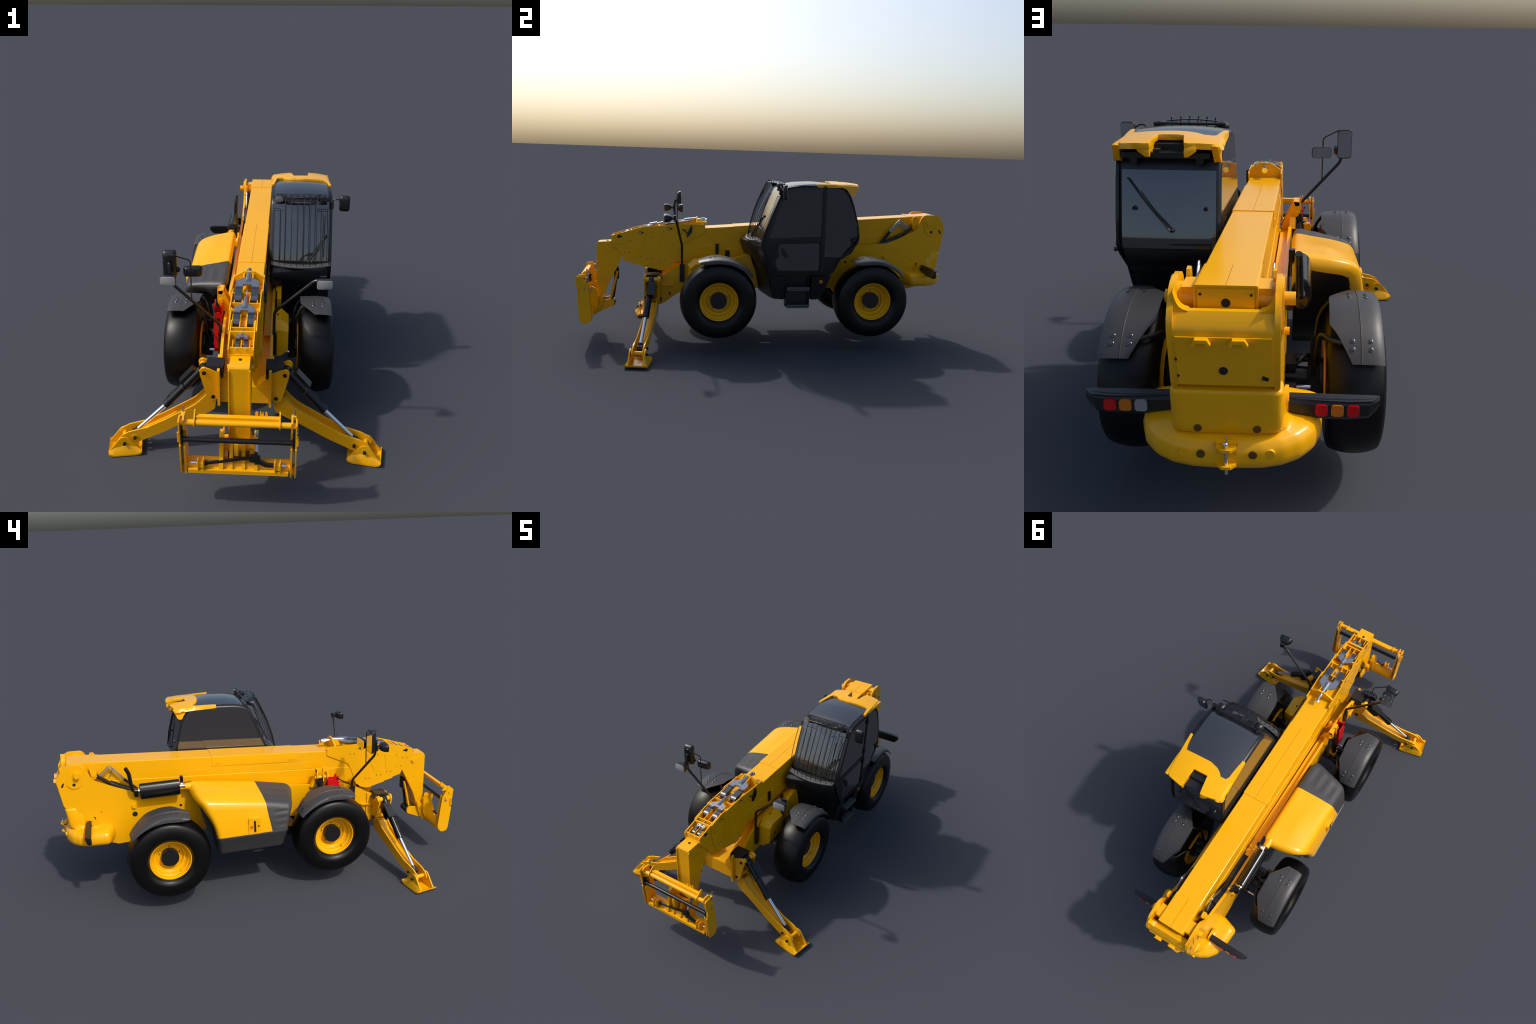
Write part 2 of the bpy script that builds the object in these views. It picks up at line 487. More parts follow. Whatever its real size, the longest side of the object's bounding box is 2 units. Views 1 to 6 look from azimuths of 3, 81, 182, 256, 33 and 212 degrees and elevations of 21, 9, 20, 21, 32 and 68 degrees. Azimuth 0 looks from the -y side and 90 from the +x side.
# embossed panels, dark bolts and pin holes on the head sides
p = Part()
for sg in (1, -1):
    w = sg * .0532
    p.prism([(-.722, .546), (-.668, .555), (-.682, .463), (-.696, .463)], 'x', sg * .052, sg * .0537, .0008)
    p.prism([(-.617, .564), (-.562, .570), (-.612, .466), (-.627, .468)], 'x', sg * .058, sg * .0597, .0008)
p.done("embossed_panel", YEL, boom)
p = Part()
dots = [(-.737, .539), (-.714, .541), (-.627, .557), (-.604, .558), (-.801, .518), (-.778, .520), (-.766, .473), (-.742, .474), (-.708, .451), (-.684, .453), (-.648, .442), (-.624, .443), (-.582, .433), (-.558, .434), (-.493, .580), (-.470, .581)]
def head_w(y, z):
    if y > -.507 - (.59 - z) * .58: return .064
    if y > -.652 - (.558 - z) * .14 * 0.9: return .0585
    if y > -.754 + (.53 - z) * .31: return .0525
    return .046
for sg in (1, -1):
    for y, z in dots:
        w = head_w(y, z)
        p.cyl((sg * (w - .002), y, z), (sg * (w + .0008), y, z), .0026, seg=10)
    for y, z, w in ((-.796, .559, .046), (-.686, .581, .0525), (-.536, .605, .0585)):
        p.cyl((sg * (w - .002), y, z), (sg * (w + .0012), y, z), .0085)
        p.prism([(y + .004, z - .0055), (y + .016, z - .0035), (y + .019, z), (y + .016, z + .0035), (y + .004, z + .0055)], 'x', sg * (w - .001), sg * (w + .0012), 0)
p.done("boom_bolt", BOLT, boom)
p = Part()
for sg in (1, -1):
    for y, z, w in ((-.686, .581, .0525), (-.536, .605, .0585)):
        p.cyl((sg * (w - .002), y, z), (sg * (w + .003), y, z), .0062)
p.done("sheave_pin", YEL, boom)
p = Part()    # black guard shield on the cab side of the head, and small bracket
p.prism([(-.418, .628), (-.413, .602), (-.419, .585), (-.428, .573), (-.443, .562), (-.436, .585), (-.428, .607)], 'x', .064, .076, .001)
p.tube([(.07, -.466, .598), (.072, -.455, .603), (.072, -.437, .578)], .003, .004, 8)
p.box(.0585, .07, -.288, -.271, .474, .528, .001)
p.done("hose_guard", BLACK, boom)

# chain yokes
def yoke(yb, yp, yf, zb, zp, zf, w, wi):
    p = Part()
    s = (zp - zb) / (yp - yb)
    def pl(y): return zb + s * (y - yb)
    out = [(wi * .55, yb), (w, yp + (yb - yp) * .55), (w, yp), (wi, yp), (wi, yp + (yb - yp) * .22), (-wi, yp + (yb - yp) * .22), (-wi, yp), (-w, yp), (-w, yp + (yb - yp) * .55), (-wi * .55, yb)]
    p.loft([[(x, y, pl(y) + dz) for x, y in out] for dz in (-.003, .003)], bevel=.0006)
    r = abs(zf - zp) * .75
    pads = Part()
    for sg in (1, -1):
        prof = [(yp + .004, zp + .001), (yf + r, zp + s * (yf + r - yp) + .001)] + arc(yf + r, zp + s * (yf + r - yp) + .001 - r, r, 90, 185, 8) + [(yf + r, zf - .004), (yp + .004, zp - .006)]
        pads.prism(prof, 'x', sg * wi, sg * w, .0004)
        for k in range(5):
            xx = wi + (w - wi) * (k + .5) / 5
            p.box(sg * (xx - .0011), sg * (xx + .0011), yp - .008, yp + .006, zp + .001, zp + .0048, 0)
        p.cyl((sg * w * .72, yp + (yb - yp) * .4, pl(yp) - .004), (sg * w * .72, yp + (yb - yp) * .4, pl(yp + (yb - yp) * .4) + .0045), .0028, seg=8)
    pads.done("chain_sheave", DARKSTEEL, boom)
    p.done("chain_yoke", STEEL, boom)
    p = Part()
    p.cyl((0, yp + (yb - yp) * .45, pl(yp + (yb - yp) * .45) + .003), (0, yb + (yb - yp) * .25, pl(yb + (yb - yp) * .25) + .002), w * .24, bevel=.001)
    p.cyl((0, yb, pl(yb)), (0, yb + (yb - yp) * .9, pl(yb + (yb - yp) * .9)), w * .13)
    p.done("chain_rod", STEEL, boom)
yoke(-.412, -.488, -.562, .647, .638, .609, .0455, .0170)
yoke(-.610, -.657, -.706, .622, .611, .581, .0390, .0140)
yoke(-.752, -.779, -.814, .578, .569, .549, .0220, .0085)
p = Part()
p.cyl((0, -.384, .649), (0, -.335, .646), .0085, seg=8, bevel=.0008)
p.cyl((0, -.345, .6465), (0, -.334, .6455), .0115, seg=6, bevel=.0008)
p.cyl((0, -.56, .612), (0, -.49, .625), .004)
for x in (-.017, .017):
    p.cyl((x, -.838, .56), (x, -.824, .553), .0022, seg=8)
p.done("chain_bolt", CHROME, boom)

# gooseneck
p = Part()
p.prism([(-.9075, .522), (-.904, .527), (-.835, .532), (-.80, .50), (-.779, .470), (-.779, .452), (-.809, .386), (-.850, .308), (-.872, .243), (-.905, .236)], 'x', -.035, .035, .002)
for sg in (1, -1):
    p.prism([(-.911, .515), (-.905, .520), (-.895, .515), (-.80, .49), (-.777, .462), (-.781, .447), (-.811, .388), (-.853, .306), (-.874, .243), (-.912, .235)], 'x', sg * .034, sg * .0385, .001)
    p.cyl((sg * .038, -.843, .492), (sg * .046, -.843, .492), .0095, bevel=.0012)
    p.prism([(-.909, .405), (-.811, .399), (-.811, .3965), (-.909, .4025)], 'x', sg * .037, sg * .0393, .0004)
    p.prism([(-.908, .310), (-.852, .309), (-.852, .3065), (-.908, .3075)], 'x', sg * .037, sg * .0393, .0004)
goose = p.done("gooseneck", YEL, boom)
p = Part()
p.cyl((0, -.858, .52), (0, -.858, .5325), .0058)
p.box(-.020, .020, -.824, -.800, .325, .385, .004)
p.done("gooseneck_hole", HOLE, goose)
p = Part()     # tilt links
for x0, x1 in ((.038, .051), (-.051, -.038)):
    p.prism([(-.945, .200), (-.900, .240), (-.890, .243), (-.880, .237), (-.877, .225), (-.885, .195), (-.908, .146), (-.936, .128), (-.955, .128), (-.955, .17)], 'x', x0, x1, .0015)
for x0, x1 in ((.030, .040), (-.040, -.030)):
    p.prism([(-.905, .148), (-.845, .176)] + arc(-.842, .199, .021, -70, 100, 8) + [(-.875, .216), (-.91, .22)], 'x', x0, x1, .0015)
for x in (.018, -.018):
    p.cyl((x, -.845, .205), (x * 1.1, -.806, .37), .006)
p.cyl((-.056, -.888, .226), (.056, -.888, .226), .012)
p.cyl((-.055, -.925, .285), (-.05, -.925, .285), .014)
p.done("tilt_link", YEL, goose)
p = Part()
p.cyl((-.029, -.838, .199), (.029, -.838, .199), .0215)
p.cyl((0, -.830, .22), (0, -.814, .325), .0065)
p.done("tilt_cylinder", BLACKG, goose)

# ------------------------------------------------------------------ carriage (tool carrier frame)
outer = [(-.999, .366), (-.993, .374), (-.968, .376), (-.940, .332), (-.934, .285), (-.922, .165), (-.926, .146), (-.940, .131), (-.957, .127), (-.976, .134), (-.983, .150), (-.994, .265), (-.990, .268), (-.990, .316), (-.996, .318)]
inner_p = [(-.995, .372), (-.985, .381), (-.955, .381), (-.950, .370), (-.956, .352), (-.938, .334), (-.932, .285), (-.920, .165), (-.926, .146), (-.957, .127), (-.979, .138), (-.988, .262), (-.96, .275), (-.96, .31), (-.985, .325)]
p = Part()
for sg in (1, -1):
    p.prism(outer, 'x', sg * .1955, sg * .2005, .001)
    p.prism(inner_p, 'x', sg * .1800, sg * .1860, .001)
    p.cyl((sg * .18, -.950, .150), (sg * .2025, -.950, .150), .020, bevel=.001)
    p.box(sg * .184, sg * .197, -.965, -.935, .235, .241, 0)
    p.box(sg * .184, sg * .197, -.965, -.935, .365, .369, 0)
    p.prism([(-.991, .280), (-.984, .280), (-.984, .318), (-.991, .318)], 'x', sg * .200, sg * .206, .0008)
p.cyl((-.185, -.945, .158), (.185, -.945, .158), .0255, seg=32)
p.box(-.174, .174, -.986, -.958, .1485, .1625, .001)
for x0, x1 in ((-.067, -.052), (.054, .068)):
    p.prism([(-.920, .288), (-.940, .288), (-.950, .278), (-.955, .255), (-.970, .20), (-.984, .150), (-.980, .143), (-.95, .128), (-.925, .140), (-.905, .19), (-.905, .268)], 'x', x0, x1, .0012)
for x0, x1 in ((-.031, -.019), (.012, .024)):
    p.prism([(-.945, .248), (-.96, .235), (-.968, .19), (-.983, .150), (-.979, .143), (-.945, .130), (-.918, .15), (-.905, .20), (-.92, .24)], 'x', x0, x1, .0012)
p.prism([(-.990, .278), (-.972, .281), (-.962, .262), (-.972, .262), (-.976, .240), (-.965, .222), (-.98, .222), (-.990, .242)], 'x', -.012, .002, .001)
p.cyl((-.06, -.918, .215), (.06, -.918, .215), .016)
p.box(-.052, .052, -.915, -.895, .16, .20, .002)
for x in (-.13, .137):
    p.box(x - .013, x + .013, -.985, -.955, .170, .190, .002)
    for d in (-.009, .009):
        p.box(x + d - .0015, x + d + .0015, -.988, -.965, .162, .204, .0005)
carriage = p.done("tool_carriage", YEL, root)
p = Part()
p.cyl((-.203, -.981, .3555), (.203, -.981, .3555), .0105)
p.box(-.143, .140, -.976, -.958, .358, .3745, .0015)
for x in (-.147, .142):
    p.prism(arc(-.979, .3555, .018, 150, 370, 10) + [(-.950, .380), (-.953, .390), (-.963, .390), (-.975, .378)], 'x', x - .0022, x + .0022, .0005)
fk = [(.058, .360), (.058, .385), (.063, .391), (.068, .389), (.068, .374), (.072, .373), (.074, .389), (.0775, .392), (.079, .383), (.081, .383), (.083, .392), (.086, .389), (.088, .374), (.091, .373), (.092, .389), (.097, .390), (.100, .385), (.100, .360)]
p.warp(lambda c: c)
p.prism(fk, 'y', -.960, -.956, .0005)
p.done("carriage_bar", YEL, carriage)
p = Part()
p.cyl((-.197, -.980, .285), (.197, -.980, .285), .0092)
for sg in (1, -1):
    p.box(sg * .187, sg * .1945, -.990, -.970, .270, .315, .001)
p.done("locking_bar", BLACKG, carriage)
p = Part()
for sg in (1, -1):
    p.cyl((sg * .1905, -.935, .386), (sg * .1905, -.958, .30), .0042, bevel=.001)
    p.box(sg * .187, sg * .194, -.968, -.945, .29, .335, .001)
    p.cyl((sg * .196, -.958, .309), (sg * .2055, -.958, .309), .004, seg=12)
    p.tube([(sg * .204, -.958, .309), (sg * .207, -.955, .322), (sg * .199, -.953, .330), (sg * .178, -.953, .322)], .0013, .004, 6)
p.prism([(-.945, .287), (-.935, .294), (-.927, .292), (-.935, .265), (-.962, .228), (-.972, .232), (-.955, .262)], 'x', .060, .069, .001)
p.done("locking_pin", STEEL, carriage)
p = Part()
p.cyl((-.166, -.969, .179), (-.142, -.969, .179), .005)
p.cyl((.151, -.969, .179), (.166, -.969, .179), .005)
p.done("slide_rod", CHROME, carriage)
p = Part()
p.beam((-.112, -.970, .180), (.045, -.972, .212), .008, .009)
p.beam((-.118, -.969, .179), (-.108, -.970, .180), .012, .013)
p.beam((.062, -.974, .235), (.064, -.974, .190), .014, .012)
p.beam((.040, -.974, .212), (.075, -.974, .206), .012, .026)
p.beam((.068, -.974, .202), (.098, -.972, .182), .011, .014)
p.beam((.098, -.972, .182), (.124, -.969, .179), .011, .011)
p.done("lock_linkage", BLACK, carriage)

# ------------------------------------------------------------------ stabilizers
def leg_matrix(sg):
    # local u -> along the leg, v -> across, origin under the lower pivot
    c, s = math.cos(R10), math.sin(R10)
    M = Matrix(((c, s, 0, .127), (-s, c, 0, -.615), (0, 0, 1, 0), (0, 0, 0, 1)))
    return M if sg > 0 else MIR @ M
ARM_TOP = [(.030, .243), (.048, .224), (.070, .204), (.100, .187), (.133, .171), (.200, .137), (.268, .108), (.297, .103), (.338, .094), (.365, .081), (.380, .062)]
ARM_BOT = [(.380, .052), (.365, .040), (.314, .042), (.204, .083), (.100, .131), (.016, .165), (-.004, .178), (-.010, .216), (-.004, .240)]
for sg in (1, -1):
    M = leg_matrix(sg)
    # bracket welded to the chassis front
    p = Part(M)
    mount = [(-.024, .350), (-.010, .353), (.034, .3715), (.046, .369), (.053, .357), (.052, .342), (.026, .238), (.018, .227), (.007, .223), (-.005, .227), (-.024, .230)]
    for v0 in (-.040, .030):
        p.prism(mount, 'y', v0, v0 + .009, .0012)
    for u, z in ((.036, .350), (.003, .241)):
        p.cyl((u, -.036, z), (u, .036, z), .0125 if z > .3 else .010)
    p.cyl((.036, .039, .352), (.036, .047, .352), .016, bevel=.002)
    p2 = Part(ID if sg > 0 else MIR)
    p.M = p2.M
    p.prism([(-.664, .362), (-.655, .367), (-.57, .345), (-.555, .22), (-.60, .206), (-.664, .206)], 'x', .095, .105, .0012)
    p.prism([(-.646, .2845), (-.646, .212), (-.635, .206), (-.57, .206), (-.57, .2845)], 'x', .0, .0975, .002)
    p.prism([(.045, .28), (.098, .33), (.098, .27)], 'y', -.64, -.59, .001)
    p.prism([(-.576, .311), (-.513, .317), (-.513, .312), (-.576, .306)], 'x', .108, .122, .0005)
    p.prism([(-.60, .23), (-.565, .212), (-.545, .225), (-.55, .37), (-.60, .36)], 'x', .095, .112, .001)
    stab = p.done("stabilizer_bracket", YEL, chassis)
    p = Part(M)
    for u, z in ((.036, .350), (.003, .241)):
        p.cyl((u, -.043, z), (u, -.039, z), .0078)
        p.cyl((u, .038, z), (u, .044, z), .0105, seg=8)
    p.M = ID if sg > 0 else MIR
    p.prism([(-.652, .350), (-.646, .373), (-.585, .376), (-.566, .352), (-.60, .346), (-.64, .346)], 'x', .082, .150, .002)
    p.box(.082, .092, -.652, -.60, .325, .368, .001)
    p.done("bracket_cover", BLACK, stab)
    # arm: two cheek plates and a web
    p = Part(M)
    for v0 in (-.029, .023):
        p.prism(ARM_TOP + ARM_BOT, 'y', v0, v0 + .006, .001)
    web = [(.030, .228), (.070, .186), (.133, .150), (.200, .116), (.268, .086), (.290, .070), (.300, .050), (.204, .085), (.100, .133), (.018, .167), (.0, .18), (-.006, .22)]
    p.prism(web, 'y', -.024, .024, .0008)
    p.cyl((.3565, -.026, .058), (.3565, .026, .058), .0095)
    for u, z in ((.315, .069),):
        p.cyl((u, -.031, z), (u, -.024, z), .013, bevel=.001)
        p.cyl((u, .024, z), (u, .031, z), .013, bevel=.001)
    arm = p.done("stabilizer_arm", YEL, root)
    p = Part(M)
    for v0, v1 in ((-.0385, -.029), (.029, .040)):
        p.cyl((.315, v0, .069), (.315, v1, .069), .0065, seg=12)
        p.cyl((.3565, v0 - (.011 if v0 < 0 else -.006), .052), (.3565, v1 + (.0 if v0 < 0 else .008), .052), .0062, seg=12)
    p.done("pivot_pin", HOLE, arm)
    # hydraulic cylinder
    p = Part(M)
    d = Vector((.1887 - .036, 0, .191 - .350)).normalized()
    top = Vector((.036, 0, .350))
    p.cyl(top + d * .010, (.1887, 0, .191), .0165, bevel=.0015)
    p.cyl((.036, -.013, .350), (.036, .013, .350), .015)
    p.cyl(top + d * .195, (.1887, 0, .191), .0178, bevel=.001)
    n = Vector((-d.z, 0, d.x))
    if n.z < 0: n = -n
    a, b2 = top + d * .030 + n * .006, top + d * .108 + n * .006
    a.y = b2.y = .012
    p.beam(a, b2, .038, .044, .002, up=n)
    p.tube([top + d * .10 + n * .02 + Vector((0, -.004, 0)), top + d * .112 - n * .0 + Vector((0, -.024, 0)), top + d * .09 - n * .022 + Vector((0, -.014, 0)), top + d * .05 - n * .03], .0022, .006, 6)
    p.tube([top + d * .11 + n * .016, top + d * .16 + n * .023, top + d * .188 + n * .019, top + d * .190 + n * .014], .0017, .005, 6)
    p.done("stabilizer_cylinder", BLACKG, arm)
    p = Part(M)
    p.cyl((.185, 0, .195), (.308, 0, .082), .0088)
    p.done("piston_rod", CHROME, arm)
    p = Part(M)
    p.cyl((.315, -.012, .069), (.315, .012, .069), .0145, bevel=.002)
    p.cyl((.300, 0, .088), (.312, 0, .074), .0125)
    p.done("rod_eye", BLACK, arm)
    # foot
    p = Part(M)
    basep = [(.289, .012), (.296, .004), (.31, .0), (.400, .0), (.414, .004), (.4215, .012), (.4215, .018), (.412, .010), (.40, .007), (.31, .007), (.298, .012), (.291, .020)]
    p.prism(basep, 'y', -.054, .054, .0012)
    gus = [(.290, .010), (.312, .040), (.335, .067), (.345, .0755), (.357, .079), (.370, .075), (.380, .066), (.398, .042), (.420, .018), (.421, .010), (.40, .003), (.31, .003)]
    for v0 in (-.040, .032):
        p.prism(gus, 'y', v0, v0 + .006, .001)
    for sgn in (1, -1):   # flared skirts from gusset to base edge
        for u0, u1 in ((.291, .421),):
            q = [(u0, sgn * .053, .008), (u1, sgn * .053, .008), (u1 - .004, sgn * .053, .004), (u0 + .004, sgn * .053, .004)]
        b = bmesh.new()
        ptsA = [(.289, .054, .014), (.312, .0545, .008), (.355, .0545, .006), (.40, .0545, .007), (.4215, .054, .016)]
        ptsB = [(.290, .040, .014), (.320, .036, .038), (.357, .036, .050), (.392, .036, .040), (.4205, .040, .017)]
        grid = [[Vector((u, sgn * v, z)) for u, v, z in ptsA], [Vector((u, sgn * v, z)) for u, v, z in ptsB]]
        solid_sheet(p, grid, .003, lambda q, i, j: Vector((0, 0, -1)))
    p.done("stabilizer_foot", YEL, arm)

# ------------------------------------------------------------------ wheels
def tyre_profile():
    h = [(.0, .1955), (.022, .1940), (.042, .1900), (.057, .1850), (.065, .1790), (.0705, .1670), (.0740, .1500), (.0748, .1350), (.0735, .1200), (.067, .1080), (.057, .1000), (.050, .0955)]
    full = [(-x, r) for x, r in reversed(h[1:])] + h
    return [tuple(q) for q in spline(full, 60)] + [(.03, .090), (-.04, .090)]
p = Part()
p.lathe(tyre_profile(), seg=112, close=True)
tyre_o = p.done("wheel", TYRE, root)
p = Part()
rim = [(.058, .0972), (.064, .0985), (.0665, .0972), (.0660, .0935), (.060, .0910), (.052, .0898), (.047, .0880), (.044, .0835), (.036, .0820), (.030, .0795), (.024, .0730), (.0235, .0655), (.017, .0635), (.012, .0600), (.012, .0405), (.0, .0405), (.0, .06), (-.01, .08), (-.04, .085), (-.056, .09), (-.066, .0935), (-.0665, .0972), (-.06, .098), (-.04, .091), (.04, .091)]
p.lathe(rim, seg=96, close=True)
rim_o = p.done("rim", YEL, tyre_o, angle=28)
p = Part()
p.cyl((-.05, 0, 0), (.0405, 0, 0), .0418, seg=48, bevel=.002)
p.cyl((-.075, 0, 0), (-.02, 0, 0), .05, seg=32, bevel=.004)
for k in range(5):
    a = 2 * math.pi * (k + .25) / 5
    p.cyl((.010, .051 * math.cos(a), .051 * math.sin(a)), (.0165, .051 * math.cos(a), .051 * math.sin(a)), .0026, seg=8)
hub_o = p.done("hub", BLACK, tyre_o)
p = Part()
p.box(.036, .050, -.004, .004, -.086, -.078, .001)
valve_o = p.done("valve", YEL, tyre_o)
valve_o.rotation_euler = (math.radians(35), 0, 0)
WZ, WF, WR = .2705, -.2845, .5145
for ch in (rim_o, hub_o, valve_o):
    ch.location = (-.012, 0, 0)
tyre_o.location = (.283, WF, WZ)
for x, y in ((.283, WR), (-.283, WF), (-.283, WR)):
    t2 = tyre_o.copy()
    bpy.context.collection.objects.link(t2)
    t2.location = (x, y, WZ)
    if x < 0: t2.rotation_euler = (0, 0, math.pi)
    for ch in (rim_o, hub_o, valve_o):
        c2 = ch.copy()
        bpy.context.collection.objects.link(c2)
        c2.parent = t2

# axles
for yw, sgy in ((WF, 1), (WR, -1)):
    p = Part()
    p.cyl((-.19, yw, WZ), (.19, yw, WZ), .021)
    p.ball((0, yw, WZ), .048)
    for sg in (1, -1):
        p.cyl((sg * .10, yw, WZ), (sg * .175, yw, WZ), .030, .024, bevel=.002)
        p.box(sg * .165, sg * .195, yw - .028, yw + .028, WZ - .045, WZ + .045, .006)
        p.cyl((sg * .05, yw - .062 * sgy, WZ + .004), (sg * .135, yw - .062 * sgy, WZ + .004), .013)
        p.cyl((sg * .135, yw - .062 * sgy, WZ + .004), (sg * .175, yw - .062 * sgy, WZ + .004), .005)
        p.box(sg * .09, sg * .135, yw - .03, yw + .03, WZ + .03, WZ + .052, .004)
        p.cyl((sg * .10, yw + .04 * sgy, WZ + .035), (sg * .185, yw + .04 * sgy, WZ + .03), .010)
        p.tube([(sg * .13, yw, WZ + .03), (sg * .165, yw - .02, WZ + .06), (sg * .178, yw - .03, WZ + .03)], .005, .02, 8)
    axle = p.done("axle", BLACK, chassis)
    p = Part()
    for sg in (1, -1):
        p.cyl((sg * .136, yw - .062 * sgy, WZ + .004), (sg * .172, yw - .062 * sgy, WZ + .004), .0056)
    p.done("steering_rod", CHROME, axle)

# ------------------------------------------------------------------ mudguards
def fender_point(th, x):
    R = lerp_table([(-30, .2335), (-18, .2255), (-5, .2220), (10, .2200), (30, .2175), (55, .2160)], th)
    dr = lerp_table([(.205, -.003), (.222, .000), (.288, .0025), (.2895, .0040), (.291, .0025), (.322, .0010), (.336, -.0025), (.345, -.0085)], x)
    a = math.radians(th)
    return R + dr, a
def x_in(th):
    return lerp_table([(-27, .272), (-8, .216), (24, .214), (31, .231), (52, .268)], th)
ths = [-27 + 79 * i / 40 for i in range(41)]
fr = [0, .12, .25, .38, .50, .62, .75, .86, .93, 1]
def fender_mesh():
    p = Part()
    grid = []
    for th in ths:
        row = []
        xi = x_in(th)
        xs = [xi + (.288 - xi) * f for f in (0, .25, .5, .75, .97, 1)] + [.2895, .291, .303, .315, .325, .332, .338, .342, .345]
        for x in xs:
            r, a = fender_point(th, x)
            row.append((x, r * math.sin(a), r * math.cos(a)))
        lip = lerp_table([(-27, .003), (-20, .014), (-10, .018), (10, .015), (35, .008), (52, .002)], th)
        r, a = fender_point(th, .345)
        for f in (.35, 1):
            row.append((.3465, (r - lip * f) * math.sin(a), (r - lip * f) * math.cos(a)))
        grid.append(row)
    def inw(q, i, j):
        v = Vector((0, -q.y, -q.z)).normalized()
        if j >= len(grid[0]) - 3: v = (v + Vector((-1.5, 0, 0))).normalized()
        return v
    solid_sheet(p, grid, .0035, inw)
    return p.done("mudguard", GREY, root, angle=40)
def bolt_mesh():
    p = Part()
    p.lathe([(-.001, .0062), (.0012, .0060), (.0022, .0048), (.0024, .0040)], seg=16)
    p.cyl((.0012, 0, 0), (.0036, 0, 0), .0034, seg=6, bevel=.0006)
    return p.done("mudguard_bolt", DARKSTEEL, None)
fend0 = fender_mesh()
bolt0 = bolt_mesh()
def fender_bracket(M):
    p = Part(M)
    for th, dx in ((-9, 0), (37, 0)):
        r, a = fender_point(th, .225)
        e = Vector((.225, (r - .006) * math.sin(a), (r - .006) * math.cos(a)))
        k = -1 if th < 0 else 1
        p.tube([e + Vector((.05, 0, -.002)), e, Vector((.192, .055 * k, .16)), Vector((.178, .03 * k, .02))], .006, .03, 8)
    p.beam((.185, 0, .115), (.185, 0, .0), .012, .03)
    return p.done("mudguard_stay", BLACK, None)
stay0 = fender_bracket(ID)
first = True
for sg in (1, -1):
    for yw in (WF, WR):
        if first:
            f = fend0
        else:
            f = fend0.copy(); bpy.context.collection.objects.link(f)
        f.location = (0, yw, WZ)
        f.scale = (sg, 1, 1)
        s = stay0 if first else stay0.copy()
        if not first: bpy.context.collection.objects.link(s)
        s.parent = f
        for th0 in (-9, 39.5):
            for x in (.269, .312):
                for dth in (-2.8, 2.8):
                    b = bolt0 if first else bolt0.copy()
                    if not first: bpy.context.collection.objects.link(b)
                    first = False
                    r, a = fender_point(th0 + dth, x)
                    b.parent = f
                    b.location = (x, r * math.sin(a), r * math.cos(a))
                    b.rotation_euler = (0, -math.pi / 2, 0)
                    b.rotation_mode = 'XYZ'
                    b.rotation_euler = Vector((1, 0, 0)).rotation_difference(Vector((0, math.sin(a), math.cos(a)))).to_euler()
        first = False

# ------------------------------------------------------------------ cab
OUT = [(-.006, .414), (-.021, .443), (-.045, .490), (-.063, .525), (-.074, .548), (-.078, .566), (-.074, .590), (-.062, .636), (-.046, .680), (-.026, .731), (-.006, .778), (.013, .824), (.024, .838), (.046, .851),
       (.080, .859), (.122, .864), (.19, .867), (.244, .864), (.300, .860), (.328, .853), (.345, .840), (.361, .820), (.370, .795), (.378, .768), (.391, .720), (.402, .676), (.411, .638), (.416, .613), (.415, .592), (.403, .573),
       (.365, .537), (.331, .504), (.312, .468), (.295, .434), (.284, .420), (.266, .414)]
CX0, CX1 = .074, .3510
def bulge(q, x, extra=0):
    y, z = q
    t = (x - (CX0 + CX1) / 2) / ((CX1 - CX0) / 2)
    c = max(0, 1 - t * t)
    dy = dz = 0
    if y < .03 and z > .50:
        w = min(1, (z - .50) / .06) * min(1, max(0, (.864 - z) / .03)) * (1 if y < 0 else max(0, 1 - y / .03))
        dy = -.003 * c * w
    if z > .835 and y > .0:
        w = min(1, (z - .835) / .02)
        dz = .011 * c * w
    if y > .36 and z > .56:
        dy = .004 * c * min(1, (y - .36) / .05)
    return (y + dy, z + dz)
def shrink(poly, d):
    n = len(poly)
    out = []
    for i in range(n):
        a, b, c = Vector(poly[i - 1]), Vector(poly[i]), Vector(poly[(i + 1) % n])
        t = (c - a).normalized()
        nrm = Vector((t.y, -t.x))
        out.append(tuple(b + nrm * d))
    return out
area = sum(OUT[i - 1][0] * OUT[i][1] - OUT[i][0] * OUT[i - 1][1] for i in range(len(OUT)))
INW = 1 if area < 0 else -1
p = Part()
rings = []
xs = [(CX0, .010), (CX0 + .0015, .005), (CX0 + .005, .0015), (CX0 + .011, 0)]
xs += [(CX0 + .011 + (CX1 - CX0 - .022) * i / 14, 0) for i in range(1, 14)]
xs += [(CX1 - .011, 0), (CX1 - .005, .0015), (CX1 - .0015, .005), (CX1, .010)]
for x, d in xs:
    pr = shrink(OUT, d * INW)
    rings.append([(x, *bulge(q, x)) for q in pr])
p.loft(rings)
cab = p.done("cab", BLACK, root, angle=40)

def side_glass(name, pts, x0, x1, bevel=.0008):
    q = Part()
    q.prism(pts, 'x', x0, x1, bevel)
    return q.done(name, GLASS, cab)
X = CX1
side_glass("door_window", [(-.045, .599), (.030, .808), (.036, .817), (.046, .824), (.10, .838), (.217, .843), (.222, .612)], X - .004, X + .0012)
side_glass("door_window", [(.012, .570), (.208, .577), (.214, .570), (.215, .443), (.209, .437), (.008, .437), (-.004, .462), (-.008, .487), (.0, .50), (.010, .512), (.004, .53), (.008, .56)], X - .004, X + .0012)
side_glass("window", [(.246, .856), (.300, .853), (.325, .846), (.343, .830), (.357, .806), (.374, .772), (.398, .690), (.410, .625), (.408, .614), (.388, .612), (.376, .603), (.374, .590), (.380, .575), (.345, .535), (.330, .507), (.241, .507)], X - .004, X + .0012)
